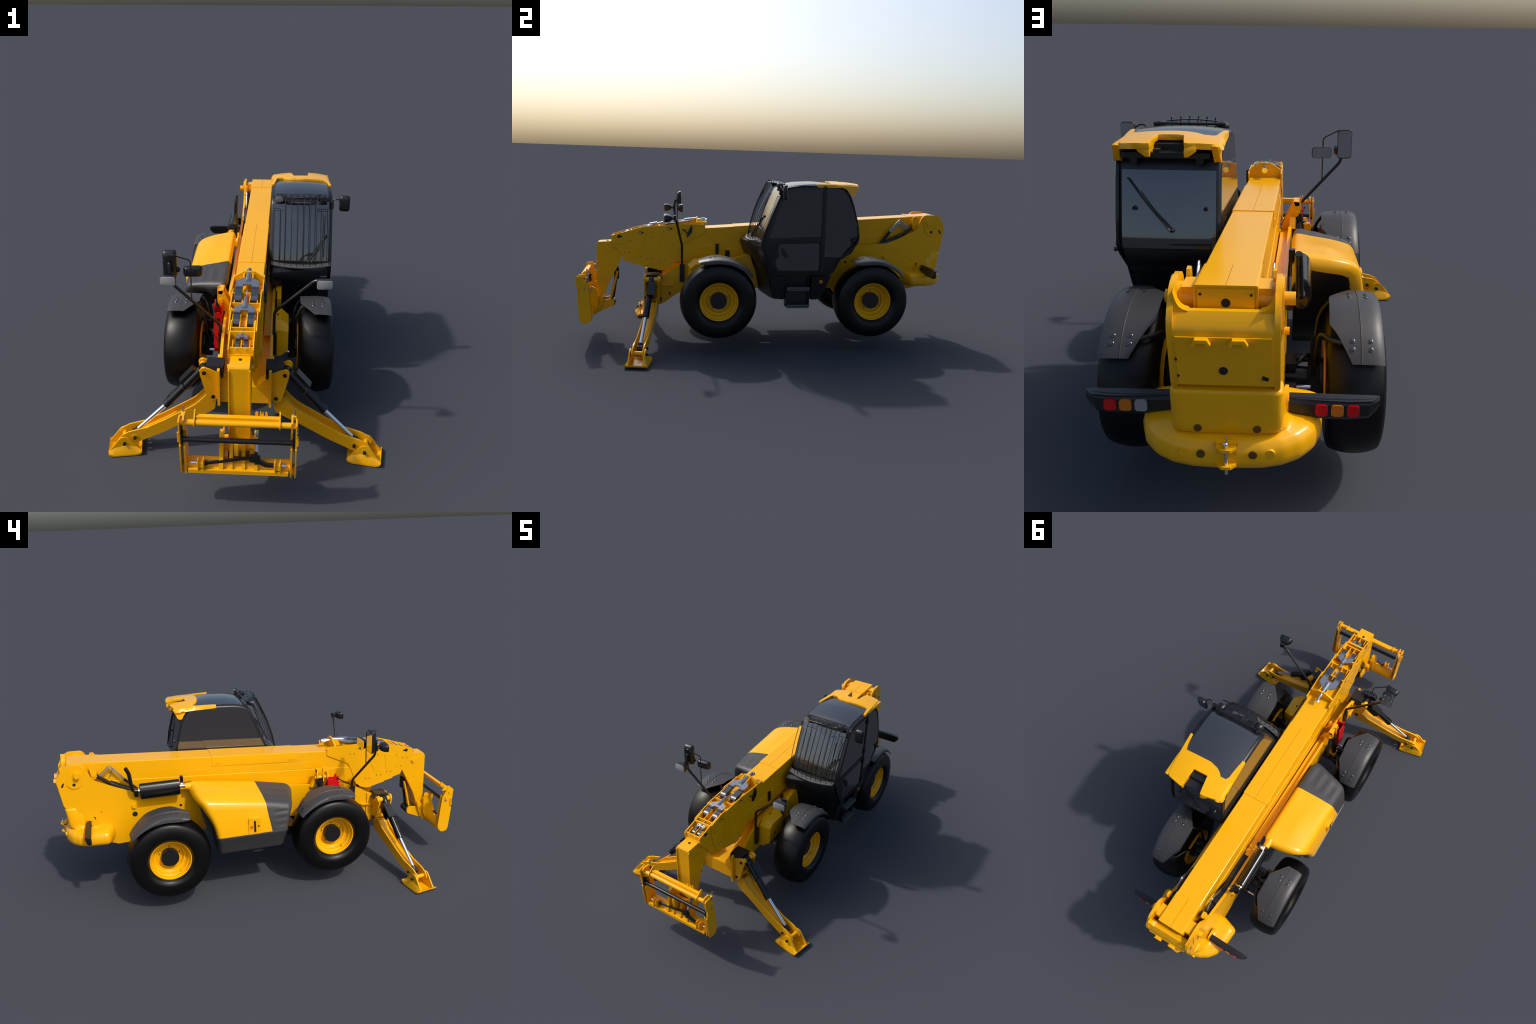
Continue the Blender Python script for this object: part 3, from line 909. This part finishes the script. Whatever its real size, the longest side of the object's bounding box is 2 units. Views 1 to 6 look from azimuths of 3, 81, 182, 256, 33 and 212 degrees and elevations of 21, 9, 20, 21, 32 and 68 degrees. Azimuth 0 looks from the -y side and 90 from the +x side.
side_glass("window", [(-.052, .590), (-.049, .635), (.028, .815), (.042, .836), (.062, .845), (.24, .855), (.318, .848), (.344, .828), (.362, .80), (.376, .757), (.396, .67), (.400, .600)], CX0 + .004, CX0 - .0012)
# door frame parts
p = Part()
p.prism([(-.056, .594), (.223, .607), (.224, .596), (-.059, .581)], 'x', X - .002, X + .0035, .001)
p.box(X - .002, X + .004, .2235, .2385, .425, .855, .0015)
p.tube([(X + .003, .231, .45), (X + .003, .231, .84)], .0035, .01, 8)
for z in (.815, .632, .572, .45):
    p.box(X, X + .009, .222, .239, z - .012, z + .012, .002)
p.prism([(.018, .545), (.024, .553), (.034, .548), (.046, .528), (.052, .512), (.048, .503), (.038, .503), (.026, .520)], 'x', X - .001, X + .008, .003)
p.cyl((X - .002, .392, .597), (X + .010, .392, .597), .010, bevel=.002)
p.cyl((X, .405, .585), (X + .014, .407, .583), .006)
p.cyl((X, .087, .591), (X + .006, .087, .591), .004)
p.done("door", BLACK, cab)
p = Part()
p.prism([(-.006, .414), (.266, .414), (.284, .420), (.298, .437), (.334, .506), (.405, .571), (.418, .590), (.421, .613), (.410, .681), (.384, .772), (.364, .821), (.345, .843), (.338, .839), (.358, .816), (.377, .770), (.403, .680), (.413, .613), (.411, .594), (.400, .577), (.328, .509), (.291, .440), (.280, .427), (.265, .423), (.0, .423), (-.015, .447), (-.056, .528), (-.070, .566), (-.055, .634), (.020, .820), (.030, .833), (.050, .844), (.122, .857), (.24, .858), (.24, .864), (.122, .866), (.046, .853), (.022, .839), (.011, .825), (-.064, .637), (-.080, .566), (-.065, .524), (-.023, .443)], 'x', X - .006, X + .0025, .0012)
p.done("cab_frame", BLACKG, cab)

def outline_sheet(name, idx0, idx1, x0, x1, off, mat, n=40, m=15, corner=0):
    seg = spline(OUT[idx0:idx1 + 1], n)
    grid = []
    for i, q in enumerate(seg):
        a = seg[max(0, i - 1)]; c = seg[min(n - 1, i + 1)]
        t = (c - a).normalized()
        nrm = Vector((t.y, -t.x)) * (-INW)
        row = []
        for j in range(m):
            x = x0 + (x1 - x0) * j / (m - 1)
            yy, zz = bulge((q.x, q.y), x)
            row.append((x, yy + nrm.x * off, zz + nrm.y * off))
        grid.append((row, nrm))
    pp = Part()
    solid_sheet(pp, [g[0] for g in grid], .003, lambda q, i, j: Vector((0, -grid[i][1].x, -grid[i][1].y)))
    return pp.done(name, mat, cab, angle=40)
outline_sheet("windscreen", 6, 12, CX0 + .013, CX1 - .013, .0015, GLASS)
outline_sheet("window", 22, 28, CX0 + .013, CX1 - .013, .0015, GLASS)
outline_sheet("roof_window", 13, 18, CX0 + .016, CX1 - .016, .0015, GLASS)

# roof cap at the rear
p = Part()
plan = [(.3545, .19), (.3435, .19), (.337, .245), (.328, .268), (.199, .265), (.160, .275), (.139, .288), (.126, .302), (.098, .300), (.090, .285), (.089, .253), (.0855, .19), (.0725, .19), (.069, .30), (.064, .385), (.068, .395), (.150, .413), (.163, .411), (.177, .328), (.246, .330), (.251, .420), (.262, .421), (.330, .407), (.342, .398), (.351, .33)]
def roofz(x, y):
    t = (x - .2135) / .142
    return .8685 + .0095 * (1 - t * t) - .006 * max(0, (y - .36) / .05)
b = bmesh.new()
vs = [b.verts.new((x, y, 0)) for x, y in plan]
face = b.faces.new(vs)
bmesh.ops.triangulate(b, faces=[face])
for _ in range(3):
    bmesh.ops.subdivide_edges(b, edges=[e for e in b.edges if e.calc_length() > .02], cuts=1)
bmesh.ops.triangulate(b, faces=b.faces)
ext = bmesh.ops.extrude_face_region(b, geom=list(b.faces))
top = set(v for v in ext["geom"] if isinstance(v, bmesh.types.BMVert))
for v in b.verts:
    z = roofz(v.co.x, v.co.y)
    t = max(-1, min(1, (v.co.x - .2135) / .14))
    rear = max(0, min(1, (v.co.y - .20) / .12))
    if v in top:
        v.co.z = z + .0045
        v.co.x -= .010 * rear * t ** 3
    else:
        v.co.z = z - .011
p._merge(b, .0055, 3, 50)
for sx in (1, -1):
    q = [(.26, .866), (.30, .868), (.396, .867), (.403, .863), (.385, .823), (.378, .818), (.364, .818), (.356, .832), (.343, .849), (.325, .857), (.26, .862)]
    rg = []
    for off in (0, .004, .014, .018):
        rg.append([(.2135 + sx * (.1365 + (.868 - z) * .10 - off), y + (.002 if 0 < off < .018 else 0), z + (.002 if 0 < off < .018 else 0)) for y, z in q])
    p.loft(rg, bevel=.002)
for xa, xb in ((.252, .285), (.163, .133)):
    b = bmesh.new()
    xm = xa + (xb - xa) * .35
    p.loft([[(xa, y, z) for y, z in ((.34, .866), (.414, .860), (.419, .852), (.417, .838), (.34, .846))], [(xm, y, z) for y, z in ((.34, .868), (.414, .864), (.419, .856), (.417, .839), (.34, .848))], [(xb, y, z) for y, z in ((.34, .868), (.410, .866), (.412, .858), (.410, .852), (.34, .856))]], bevel=.002)
roof = p.done("roof_cap", YEL, cab, angle=45)
p = Part()
p.box(.228, .245, .385, .405, .838, .856, .002)
p.box(.165, .25, .33, .36, .835, .862, .001)
p.box(.10, .33, .36, .40, .832, .846, .002)
for x in (.300, .127):
    p.prism([(x - .012, .834), (x + .012, .834), (x + .007, .815), (x - .007, .815)], 'y', .378, .394, .001)
p.tube([(.205, .424, .640), (.268, .405, .71), (.321, .386, .777)], .0022, .01, 8)
p.tube([(.200, .420, .645), (.255, .410, .70), (.29, .402, .745)], .0014, .01, 6)
p.ball((.202, .420, .643), .006)
p.cyl((.302, .40, .70), (.302, .4125, .70), .005); p.cyl((.113, .40, .70), (.113, .4125, .70), .005)
p.done("wiper", BLACK, cab)

# windscreen guard
p = Part()
bars = [.087, .118, .1415, .1695, .1975, .2255, .253, .281, .308, .338]
def gz(x, t):
    c = 1 - ((x - .2135) / .13) ** 2
    yb, zb = -.112 - .022 * max(0, c), .590 - .012 * max(0, c)
    inner = .13 < x < .29
    yt, zt_ = (-.026 - .008 * max(0, c), .872) if inner else (-.040, .825)
    # gentle outward bow
    y = yb + (yt - yb) * t - .016 * math.sin(math.pi * t) * 1.0
    return (x, y, zb + (zt_ - zb) * t)
for x in bars:
    p.tube([gz(x, t / 6) for t in range(7)], .0017, .02, 6)
p.tube([gz(x, 1) for x in bars if x < .13] + [(.14, -.045, .826)], .0017, .002, 6)
p.tube([(.283, -.045, .826)] + [gz(x, 1) for x in bars if x > .29], .0017, .002, 6)
p.tube([(.1405, -.030, .868), (.2, -.036, .873), (.23, -.036, .873), (.2815, -.030, .868)], .0022, .02, 6)
p.done("guard_bar", BLACK, cab)
p = Part()
grid = []
for i in range(17):
    x = .081 + (.347 - .081) * i / 16
    c = 1 - ((x - .2135) / .135) ** 2
    yb = -.113 - .024 * c
    grid.append([(x, yb - .006, .589 - .006 * c), (x, yb + .020, .594 - .006 * c)])
solid_sheet(p, grid, .004, lambda q, i, j: Vector((0, 0, -1)))
p.done("guard_ledge", LEDGE, cab)
p = Part()
grid = []
for i in range(13):
    x = .128 + (.288 - .128) * i / 12
    c = 1 - ((x - .208) / .085) ** 2
    grid.append([(x, -.012 - .024 * c, .871 + .004 * c), (x, .012 - .012 * c, .873 + .005 * c)])
solid_sheet(p, grid, .003, lambda q, i, j: Vector((0, 0, -1)))
p.cyl((.10, .030, .868), (.325, .030, .868), .004)
for x in (.14, .18, .22, .26):
    p.beam((x, .03, .868), (x, .0, .874), .005, .003)
for k in range(6):
    x = .138 + .028 * k
    c = 1 - ((x - .208) / .085) ** 2
    p.cyl((x, -.010 - .022 * c, .872 + .004 * c), (x, -.010 - .022 * c, .880 + .004 * c), .0022, seg=8)
p.done("roof_visor", BLACK, cab)
for x in (.113, .311):
    p = Part()
    rings = []
    c = Vector((x, .0, .857)); d = Vector((0, -.96, -.28)).normalized(); s = Vector((1, 0, 0)); u = s.cross(d)
    for t, r in ((-.026, .004), (-.022, .011), (-.012, .017), (-.002, .0195), (.003, .0195)):
        rings.append([c + d * t + (s * math.cos(2 * math.pi * k / 24) * 1.08 + u * math.sin(2 * math.pi * k / 24) * .82) * r for k in range(24)])
    p.loft(rings)
    p.cyl((x, .02, .852), (x, .035, .846), .005)
    lamp = p.done("work_lamp", BLACK, cab)
    p = Part()
    p.loft([[c + d * t + (s * math.cos(2 * math.pi * k / 24) * 1.08 + u * math.sin(2 * math.pi * k / 24) * .82) * r for k in range(24)] for t, r in ((.002, .018), (.0042, .0175), (.0052, .012))])
    p.done("lamp_lens", LWHT if x < .2 else GLASS, lamp)
# front wiper
p = Part()
p.tube([(.327, -.068, .705), (.262, -.118, .600)], .003, .01, 8)
p.tube([(.318, -.075, .700), (.245, -.122, .600)], .0022, .01, 8)
p.tube([(.318, -.050, .80), (.315, -.108, .62)], .0025, .01, 8)
p.ball((.326, -.066, .706), .007)
p.done("wiper", BLACK, cab)
# cab mirror
def mirror_unit(c, w, h, depth, yaw, parent, pitch=0.0, rr=.012):
    """Shell bulging towards -y, glass towards +y, turned by yaw about z."""
    M = Matrix.Translation(c) @ Matrix.Rotation(yaw, 4, 'Z') @ Matrix.Rotation(pitch, 4, 'X')
    p = Part(M)
    base = rounded_rect(w, h, rr)
    p.loft([[(x * f, y, z * f) for x, z in base] for f, y in ((.98, .0015), (1, 0), (1, -.004), (.95, -depth * .55), (.82, -depth * .85), (.6, -depth))])
    o = p.done("mirror", BLACK, parent, angle=50)
    p = Part(M)
    p.loft([[(x * f, y, z * f) for x, z in base] for f, y in ((.93, .001), (.93, .0028))])
    p.done("mirror_glass", MIRROR, o)
    return o
mirror_unit((.408, .026, .834), .047, .074, .016, math.radians(-5), cab)
p = Part()
p.tube([(.352, .010, .835), (.356, .004, .858), (.375, .000, .860), (.408, .010, .838)], .0026, .012, 8)
p.box(.345, .357, .0, .02, .815, .845, .003)
p.done("mirror_arm", BLACK, cab)

# cab base and nose
p = Part()
FRONTS = {
    .086: [(-.060, .570), (-.140, .568), (-.155, .560), (-.158, .547), (-.136, .490), (-.112, .478), (-.078, .400), (-.060, .300), (-.050, .284)],
    .092: [(-.060, .578), (-.140, .575), (-.158, .562), (-.161, .547), (-.138, .488), (-.112, .476), (-.078, .400), (-.058, .298), (-.048, .279)],
    .200: [(-0.06, 0.582), (-0.12, 0.578), (-0.134, 0.566), (-0.136, 0.55), (-0.114, 0.49), (-0.092, 0.476), (-0.0612, 0.4), (-0.0372, 0.298), (-0.0292, 0.279)],
    .265: [(-0.06, 0.584), (-0.097, 0.58), (-0.109, 0.568), (-0.112, 0.548), (-0.099, 0.498), (-0.083, 0.476), (-0.053, 0.408), (-0.023, 0.298), (-0.015, 0.279)],
    .310: [(-0.055, 0.586), (-0.072, 0.582), (-0.086, 0.565), (-0.089, 0.535), (-0.078, 0.5), (-0.068, 0.476), (-0.0448, 0.42), (-0.0108, 0.298), (-0.0028, 0.28)],
    .338: [(-0.05, 0.58), (-0.062, 0.575), (-0.073, 0.562), (-0.074, 0.54), (-0.06, 0.505), (-0.052, 0.476), (-0.04, 0.428), (0.002, 0.3), (0.01, 0.284)],
    .343: [(-.045, .570), (-.062, .565), (-.072, .555), (-.074, .538), (-.062, .505), (-.055, .476), (-.040, .428), (.004, .304), (.012, .290)],
}
BACK = [(.050, .279), (.178, .279), (.216, .281), (.240, .300), (.249, .312), (.276, .395), (.280, .409), (.0, .409), (-.010, .430), (-.035, .50)]
def cab_taper(c):
    k = max(0, min(1, (.41 - c.z) / .12))
    if c.x > .29:
        c.x -= .024 * k * min(1, (c.x - .29) / .04)
    return c
FRONTS[.300] = FRONTS[.3002] = [((a[0] * .22 + b[0] * .78), (a[1] * .22 + b[1] * .78)) for a, b in zip(FRONTS[.265], FRONTS[.310])]
p.loft([[(x, y if x <= .3 else min(y, .046), z) for y, z in FRONTS[x] + BACK] for x in sorted(FRONTS)])
p.warp(cab_taper)
p.prism([(.411, .612), (.4170, .598), (.4145, .570), (.388, .524), (.338, .492), (.32, .498), (.36, .612)], 'x', .092, .335, .004)
base = p.done("cab_base", BLACK, cab, angle=35)
p = Part()
p.prism([(-.029, .408), (.049, .406), (.048, .300), (.040, .285), (-.005, .285), (-.018, .33)], 'x', .33, .350, .004)
p.prism([(.185, .406), (.282, .409), (.249, .312), (.240, .300), (.216, .281), (.185, .281)], 'x', .295, .350, .004)
p.warp(cab_taper)
p.done("cab_base_panel", BLACK, cab)
p = Part()
p.cyl((.338, .232, .379), (.3490, .232, .379), .0095, bevel=.001)
p.done("marker_lamp", LAMB, cab)
p = Part()
for z, xo in ((.345, .360), (.253, .356)):
    p.tube([(.305, .054, z), (xo, .054, z), (xo, .173, z), (.305, .173, z)], .0042, .012, 8)
    for k in range(5):
        y = .064 + .025 * k
        p.beam((.305, y, z - .001), (xo, y, z - .001), .0030, .007)
    tread = Part()
    tread.beam((xo, .056, z - .001), (xo, .171, z - .001), .006, .017, .002)
    tread.box(.330, xo - .004, .058, .169, z - .001, z + .003, .001)
    tread.done("step_tread", LEDGE, cab)  # paler grey than the step: sky reflection on the treads put into the colour
p.box(.308, .318, .055, .172, .250, .345, .001)
for y in (.054, .173):
    p.prism([(.300, .39), (.318, .36), (.346, .346), (.346, .255), (.340, .248), (.300, .248)], 'y', y - .002, y + .002, .0008)
p.done("step", BLACK, cab)

# ------------------------------------------------------------------ engine hood (far side from the cab)
ST = [(-.113, .550, .508, .470, .380, .058, -.112), (-.119, .564, .519, .484, .382, .058, -.117), (-.132, .572, .526, .491, .384, .058, -.121), (-.180, .564, .517, .485, .380, .055, -.115), (-.235, .553, .507, .475, .372, .052, -.104), (-.280, .539, .495, .465, .361, .050, -.093),
      (-.301, .524, .485, .457, .351, .048, -.087), (-.313, .503, .469, .444, .341, .046, -.083), (-.319, .474, .447, .431, .331, .044, -.078), (-.326, .432, .415, .405, .314, .039, -.070), (-.332, .386, .377, .372, .299, .032, -.061), (-.336, .342, .342, .342, .291, .026, -.053)]
ns = 44
tabs = spline(ST, ns) if False else None
def hood_station(u):
    m = len(ST)
    f = u * (m - 1)
    i = min(int(f), m - 2)
    t = f - i
    out = []
    for k in range(7):
        p0, p1, p2, p3 = (ST[max(0, min(m - 1, i + d))][k] for d in (-1, 0, 1, 2))
        out.append(.5 * ((2 * p1) + (-p0 + p2) * t + (2 * p0 - 5 * p1 + 4 * p2 - p3) * t * t + (-p0 + 3 * p1 - 3 * p2 + p3) * t ** 3))
    return out
def hood_patch(front, cols):
    grid = []
    for j in range(cols + 1):
        t = j / cols
        row = []
        for i in range(ns):
            x, zr, zb, zf, yr, yb, yf = hood_station(i / (ns - 1))
            if front:
                y = yb + (yf - yb) * t; z = zb + (zf - zb) * t
                e = max(0, (t - .80) / .20)
                sh = .022 * (1 - math.sqrt(max(0, 1 - e * e)))
                # three shallow scallops pressed into top and side
                if x > -.305:
                    for gx in (-.165, -.215, -.262):
                        dx_, dt = (x - gx) / .010, (t - .52 - (gx + .21) * 1.0) / .30
                        z -= .0050 * math.exp(-dx_ * dx_ - dt ** 4)
                else:
                    for gz_ in (.435, .405, .375):
                        dz_, dt = (z - gz_) / .006, (t - .55) / .30
                        x += .0035 * math.exp(-dz_ * dz_ - dt ** 4)
            else:
                y = yb + (yr - yb) * t; z = zb + (zr - zb) * t
                e = max(0, (t - .90) / .10)
                sh = .026 * (1 - math.sqrt(max(0, 1 - e * e)))
                g = math.exp(-((x + .215) / .05) ** 2 - ((y - .235) / .085) ** 2)
                z += .006 * g
            # pull the rounded end towards the middle of the section
            cx, cz = -.19, .42
            L = math.hypot(x - cx, z - cz)
            row.append((x + (cx - x) / L * sh, y, z + (cz - z) / L * sh))
        grid.append(row)
    return grid
p = Part()
gy = hood_patch(False, 36)
# return lip at the rear opening
last = gy[-1]
lip = [(x + (-.19 - x) * .14, y - .012, z + (.40 - z) * .14) for x, y, z in last]
gy.append([(x + (-.19 - x) * .09, y + .001, z + (.40 - z) * .09) for x, y, z in last])
gy.append(lip)
solid_sheet(p, gy, .004, lambda q, i, j: (Vector((-.19, q.y, .40)) - q).normalized())
p.cyl((-.143, .36, .548), (-.143, .402, .551), .021, .016, bevel=.004)
hood = p.done("engine_hood", YEL, root, angle=50)
p = Part()
gd = hood_patch(True, 30)
gd.append([(x + (-.19 - x) * .10, y + .002, z + (.40 - z) * .10) for x, y, z in gd[-1]])
gd.append([(x + (-.19 - x) * .95, y + .03, z + (.40 - z) * .95) for x, y, z in gd[-1]])
solid_sheet(p, gd, .004, lambda q, i, j: (Vector((-.19, q.y - .0001, .40)) - q).normalized())
p.done("hood_grille_cover", GREY, hood, angle=50)
# skirt below
p = Part()
def rrect(x0, x1, y0, y1, z, r=.025, n=6):
    o = []
    for cx, cy, a0 in ((x1 - .004, y1 - .004, 0), (x0 + r, y1 - r, 90), (x0 + r, y0 + r, 180), (x1 - .004, y0 + .004, 270)):
        rr_ = r if cx < (x0 + x1) / 2 else .004
        for k in range(n + 1):
            a = math.radians(a0 + 90 * k / n)
            o.append((cx + rr_ * math.cos(a), cy + rr_ * math.sin(a), z))
    return o
p.loft([rrect(-.306, -.12, -.032, .270, .250), rrect(-.313, -.12, -.036, .280, .254), rrect(-.317, -.12, -.038, .284, .262), rrect(-.334, -.12, -.052, .2915, .330), rrect(-.339, -.12, -.055, .294, .338), rrect(-.339, -.12, -.055, .294, .344), rrect(-.336, -.12, -.052, .291, .346)])
p.done("hood_skirt", GREY, hood, angle=40)
p = Part()
p.prism([(.275, .258), (.306, .30), (.322, .36), (.338, .43), (.352, .48), (.350, .507), (-.06, .43), (-.04, .40), (-.03, .30)], 'x', -.122, -.276, .010)
p.prism([(.240, .243), (.25, .252), (.07, .252), (.075, .243)], 'x', -.30, -.14, .001)
p.prism([(.255, .262), (.285, .30), (.29, .345), (.26, .345)], 'x', -.312, -.12, .004)
p.box(-.22, -.12, -.13, -.03, .255, .30, .004)
p.box(-.25, -.13, -.070, -.02, .30, .42, .01)
p.done("engine_bay", BLACK, hood)
p = Part()     # latch plate
p.prism([(.086, .424), (.134, .428), (.139, .424), (.145, .350), (.141, .345), (.087, .339), (.083, .343), (.082, .42)], 'x', -.322, -.3365, .0012)
latch = p.done("hood_latch_plate", YEL, hood)
p = Part()
p.box(-.339, -.33, .1065, .1155, .357, .413, .001)
p.cyl((-.33, .0935, .385), (-.3385, .0935, .385), .0038, seg=12)
p.done("hood_latch", HOLE, hood)
p = Part()
p.cyl((-.33, .127, .382), (-.3385, .127, .382), .0075, seg=16)
p.done("fuel_cap", LAMB, hood)

# ------------------------------------------------------------------ exhaust
p = Part()
mc = Vector((0, 0, 0))
oval = [(-.143 + .0255 * math.cos(2 * math.pi * k / 32), .554 + .0395 * math.sin(2 * math.pi * k / 32)) for k in range(32)]
def ovr(y, f): return [(-.143 + (x + .143) * f, y, .552 + (z - .554) * f) for x, z in oval]
p.loft([ovr(.427, .9), ovr(.429, .97), ovr(.429, 1), ovr(.612, 1), ovr(.612, .97), ovr(.614, .9)])
p.tube([(-.140, .605, .556), (-.140, .648, .556), (-.138, .652, .60), (-.136, .655, .645), (-.135, .668, .672)], .0095, .02, 14)
p.box(-.125, -.108, .622, .640, .520, .560, .002)
p.box(-.125, -.108, .405, .42, .560, .595, .002)
p.box(-.150, -.11, .36, .40, .535, .56, .004)
exh = p.done("exhaust_muffler", BLACKG, root, angle=40)
p = Part()
p.cyl((-.138, .395, .552), (-.138, .430, .553), .008)
p.cyl((-.140, .613, .556), (-.140, .621, .556), .0125)
p.cyl((-.130, .41, .56), (-.130, .418, .56), .006)
p.done("exhaust_clamp", CHROME, exh)
p = Part()
p.cyl((-.135, .663, .664), (-.1348, .6692, .674), .0082)
p.done("exhaust_opening", HOLE, exh)

# ------------------------------------------------------------------ hydraulic lines and lift cylinders beside the boom
p = Part()
for k in range(3):
    o = .0075 * k
    p.tube([(.082, .790 - o, .625 - o * .6), (.082, .729, .676 - o * 1.3), (.082, .668 + o * .6, .608 - o * .5)], .0028, .008, 8)
for k in range(2):
    o = .009 * k
    p.tube([(-.082, .796 - o, .628 - o * .5), (-.082, .739, .678 - o * 1.3), (-.082, .672 + o * .6, .60 - o * .5)], .0028, .008, 8)
p.beam((-.082, .722, .663), (-.082, .737, .637), .004, .006)
p.beam((.082, .728, .655), (.082, .728, .632), .004, .006)
p.done("hydraulic_pipe", STEEL, boom)
p = Part()
for k in range(3):
    o = .0075 * k
    p.tube([(.082, .672 + o * .6, .612 - o * .5), (.082, .64 + o, .57), (.082, .60 + o, .50)], .0036, .02, 8)
for k in range(2):
    o = .009 * k
    p.tube([(-.082, .676 + o * .6, .604 - o * .5), (-.08, .63 + o, .555), (-.078, .56 + o, .49), (-.078, .4, .46)], .0036, .03, 8)
for sg in (1, -1):
    for k in range(4):
        x = sg * (.068 + .006 * k)
        p.tube([(x, .75, .575 - .004 * k), (x + sg * .002, .64, .530 + .004 * (k % 2)), (x, .52, .515 - .005 * k), (x - sg * .001, .44, .500)], .004, .03, 7)
p.done("hydraulic_hose", HOSE, boom)
p = Part()
for sg in (1, -1):
    p.cyl((sg * .080, .818, .646), (sg * .080, .70, .553), .0085)
    p.cyl((sg * .080, .745, .589), (sg * .080, .30, .36), .0145)
    p.cyl((sg * .068, .814, .645), (sg * .09, .814, .645), .013)
    p.tube([(sg * .09, .72, .585), (sg * .092, .71, .59), (sg * .092, .685, .56)], .003, .005, 6)
p.done("lift_cylinder", BLACKG, boom)

# ------------------------------------------------------------------ front lamp and mirror arms
def headlamp(c, sg):
    M = Matrix.Translation(c) @ Matrix.Rotation(math.radians(4 * sg), 4, 'Z')
    base = rounded_rect(.064, .040, .010)
    base = [(x, z * (1 - .12 * (x * sg > 0) * abs(x) / .032)) for x, z in base]
    p = Part(M)
    p.loft([[(x * f, y, z * f) for x, z in base] for f, y in ((.97, -.004), (1, -.001), (1, .004), (.92, .016), (.7, .028), (.35, .034))])
    p.cyl((0, .03, 0), (0, .045, 0), .006)
    p.box(-.012, .012, .042, .052, -.012, .014, .002)
    o = p.done("head_lamp", BLACK, root, angle=50)
    p = Part(M)
    p.loft([[(x * f, y, z * f) for x, z in base] for f, y in ((.94, -.003), (.94, -.0048), (.85, -.006))])
    p.done("head_lamp_lens", LWHT, o)
headlamp((.298, -.556, .6865), 1)
headlamp((-.299, -.556, .6865), -1)
p = Part()
p.tube([(.106, -.465, .335), (.108, -.468, .525), (.262, -.502, .678), (.292, -.508, .684)], .0062, .018, 10)
p.box(.1105, .119, -.478, -.453, .330, .425, .002)
p.done("lamp_arm", BLACK, chassis)
p = Part()
p.tube([(-.112, -.462, .335), (-.1085, -.466, .455), (-.292, -.503, .650), (-.300, -.506, .70), (-.303, -.500, .73)], .0062, .018, 10)
p.box(-.119, -.1105, -.478, -.453, .330, .425, .002)
p.tube([(-.220, -.490, .578), (-.221, -.488, .745), (-.285, -.511, .774), (-.302, -.500, .770), (-.303, -.492, .735)], .0026, .012, 8)
p.ball((-.303, -.490, .728), .009)
p.ball((-.217, -.480, .693), .009)
p.ball((-.275, -.475, .70), .012, 1, .6, 1)
p.done("mirror_arm", BLACK, chassis)
mirror_unit((-.304, -.470, .725), .056, .112, .022, math.radians(3.5), chassis, rr=.012)
mirror_unit((-.2155, -.463, .692), .077, .044, .022, math.radians(5), chassis, rr=.012)

# ------------------------------------------------------------------ side boxes, prop, hoist bracket
p = Part()
b = [(-.437, .305), (-.437, .425), (-.405, .455), (-.292, .455), (-.285, .44), (-.285, .335), (-.30, .32)]
p.loft([[(.1105, y, z) for y, z in b], [(.135, y, z) for y, z in b], [(.166, -.36 + (y + .36) * .80, .375 + (z - .375) * .72) for y, z in b]], bevel=.003)
p.prism([(-.20, .30), (-.20, .455), (-.135, .480), (-.112, .484), (-.105, .47), (-.06, .30)], 'x', .108, .132, .002)
p.done("locker", YEL, chassis)
p = Part()
p.cyl((.12, -.355, .458), (.1655, -.35, .385), .004, seg=10)
p.cyl((.165, -.375, .365), (.1667, -.375, .365), .006, seg=12)
p.box(.108, .114, -.24, -.215, .40, .50, .001)
p.done("locker_latch", BLACK, chassis)
p = Part()
zc = [(.280, .0), (.505, 0)]
for x in (-.1465, -.1135):
    p.prism([(-.385, .290), (-.376, .503), (-.368, .505), (-.362, .488), (-.333, .492), (-.326, .504), (-.318, .502), (-.330, .290)], 'x', x - .0018, x + .0018, .0008)
p.prism([(-.148, .288), (-.112, .288), (-.112, .470), (-.148, .470)], 'y', -.328, -.324, .0008)
p.box(-.148, -.112, -.384, -.328, .286, .291, .0008)
p.prism([(-.148, .300), (-.112, .300), (-.112, .455), (-.122, .470), (-.139, .470), (-.148, .455)], 'y', -.383, -.379, .0008)
p.done("boom_prop", RED, root)
p = Part()
p.cyl((-.130, -.3865, .438), (-.130, -.379, .438), .008, seg=16)
p.tube([(-.12, -.46, .43), (-.155, -.36, .50)], .0028, .01, 6)
p.tube([(-.125, -.40, .335), (-.165, -.37, .39)], .002, .01, 6)
p.cyl((-.135, -.285, .485), (-.150, -.275, .335), .012)
p.box(-.142, -.118, -.295, -.262, .475, .50, .002)
for k in range(4):
    p.tube([(-.12 - .004 * k, -.27, .47), (-.13 - .008 * k, -.22 + .01 * k, .42), (-.13 - .008 * k, -.24, .33), (-.14, -.26, .30)], .003, .03, 6)
p.done("prop_hose", HOSE, chassis)
p = Part()
for y0, y1 in ((-.325, -.318), (-.272, -.265)):
    b = [(-.062, .44), (-.085, .42), (-.135, .485), (-.138, .520), (-.132, .542), (-.112, .545), (-.105, .525)]
    p.prism(b, 'y', y0, y1, .001)
p.prism([(-.118, .528), (-.133, .53), (-.133, .546), (-.112, .546)], 'y', -.325, -.265, .001)
p.cyl((-.122, -.332, .500), (-.122, -.258, .500), .0095, bevel=.001)
p.prism([(-.140, .548), (-.136, .562), (-.133, .548), (-.133, .48), (-.140, .48)], 'y', -.302, -.296, .0005)
p.box(-.165, -.130, -.29, -.255, .305, .335, .004)
p.prism([(-.30, .44), (-.27, .49), (-.255, .49), (-.235, .45)], 'x', -.098, -.12, .001)
p.done("hoist_bracket", YEL, chassis)
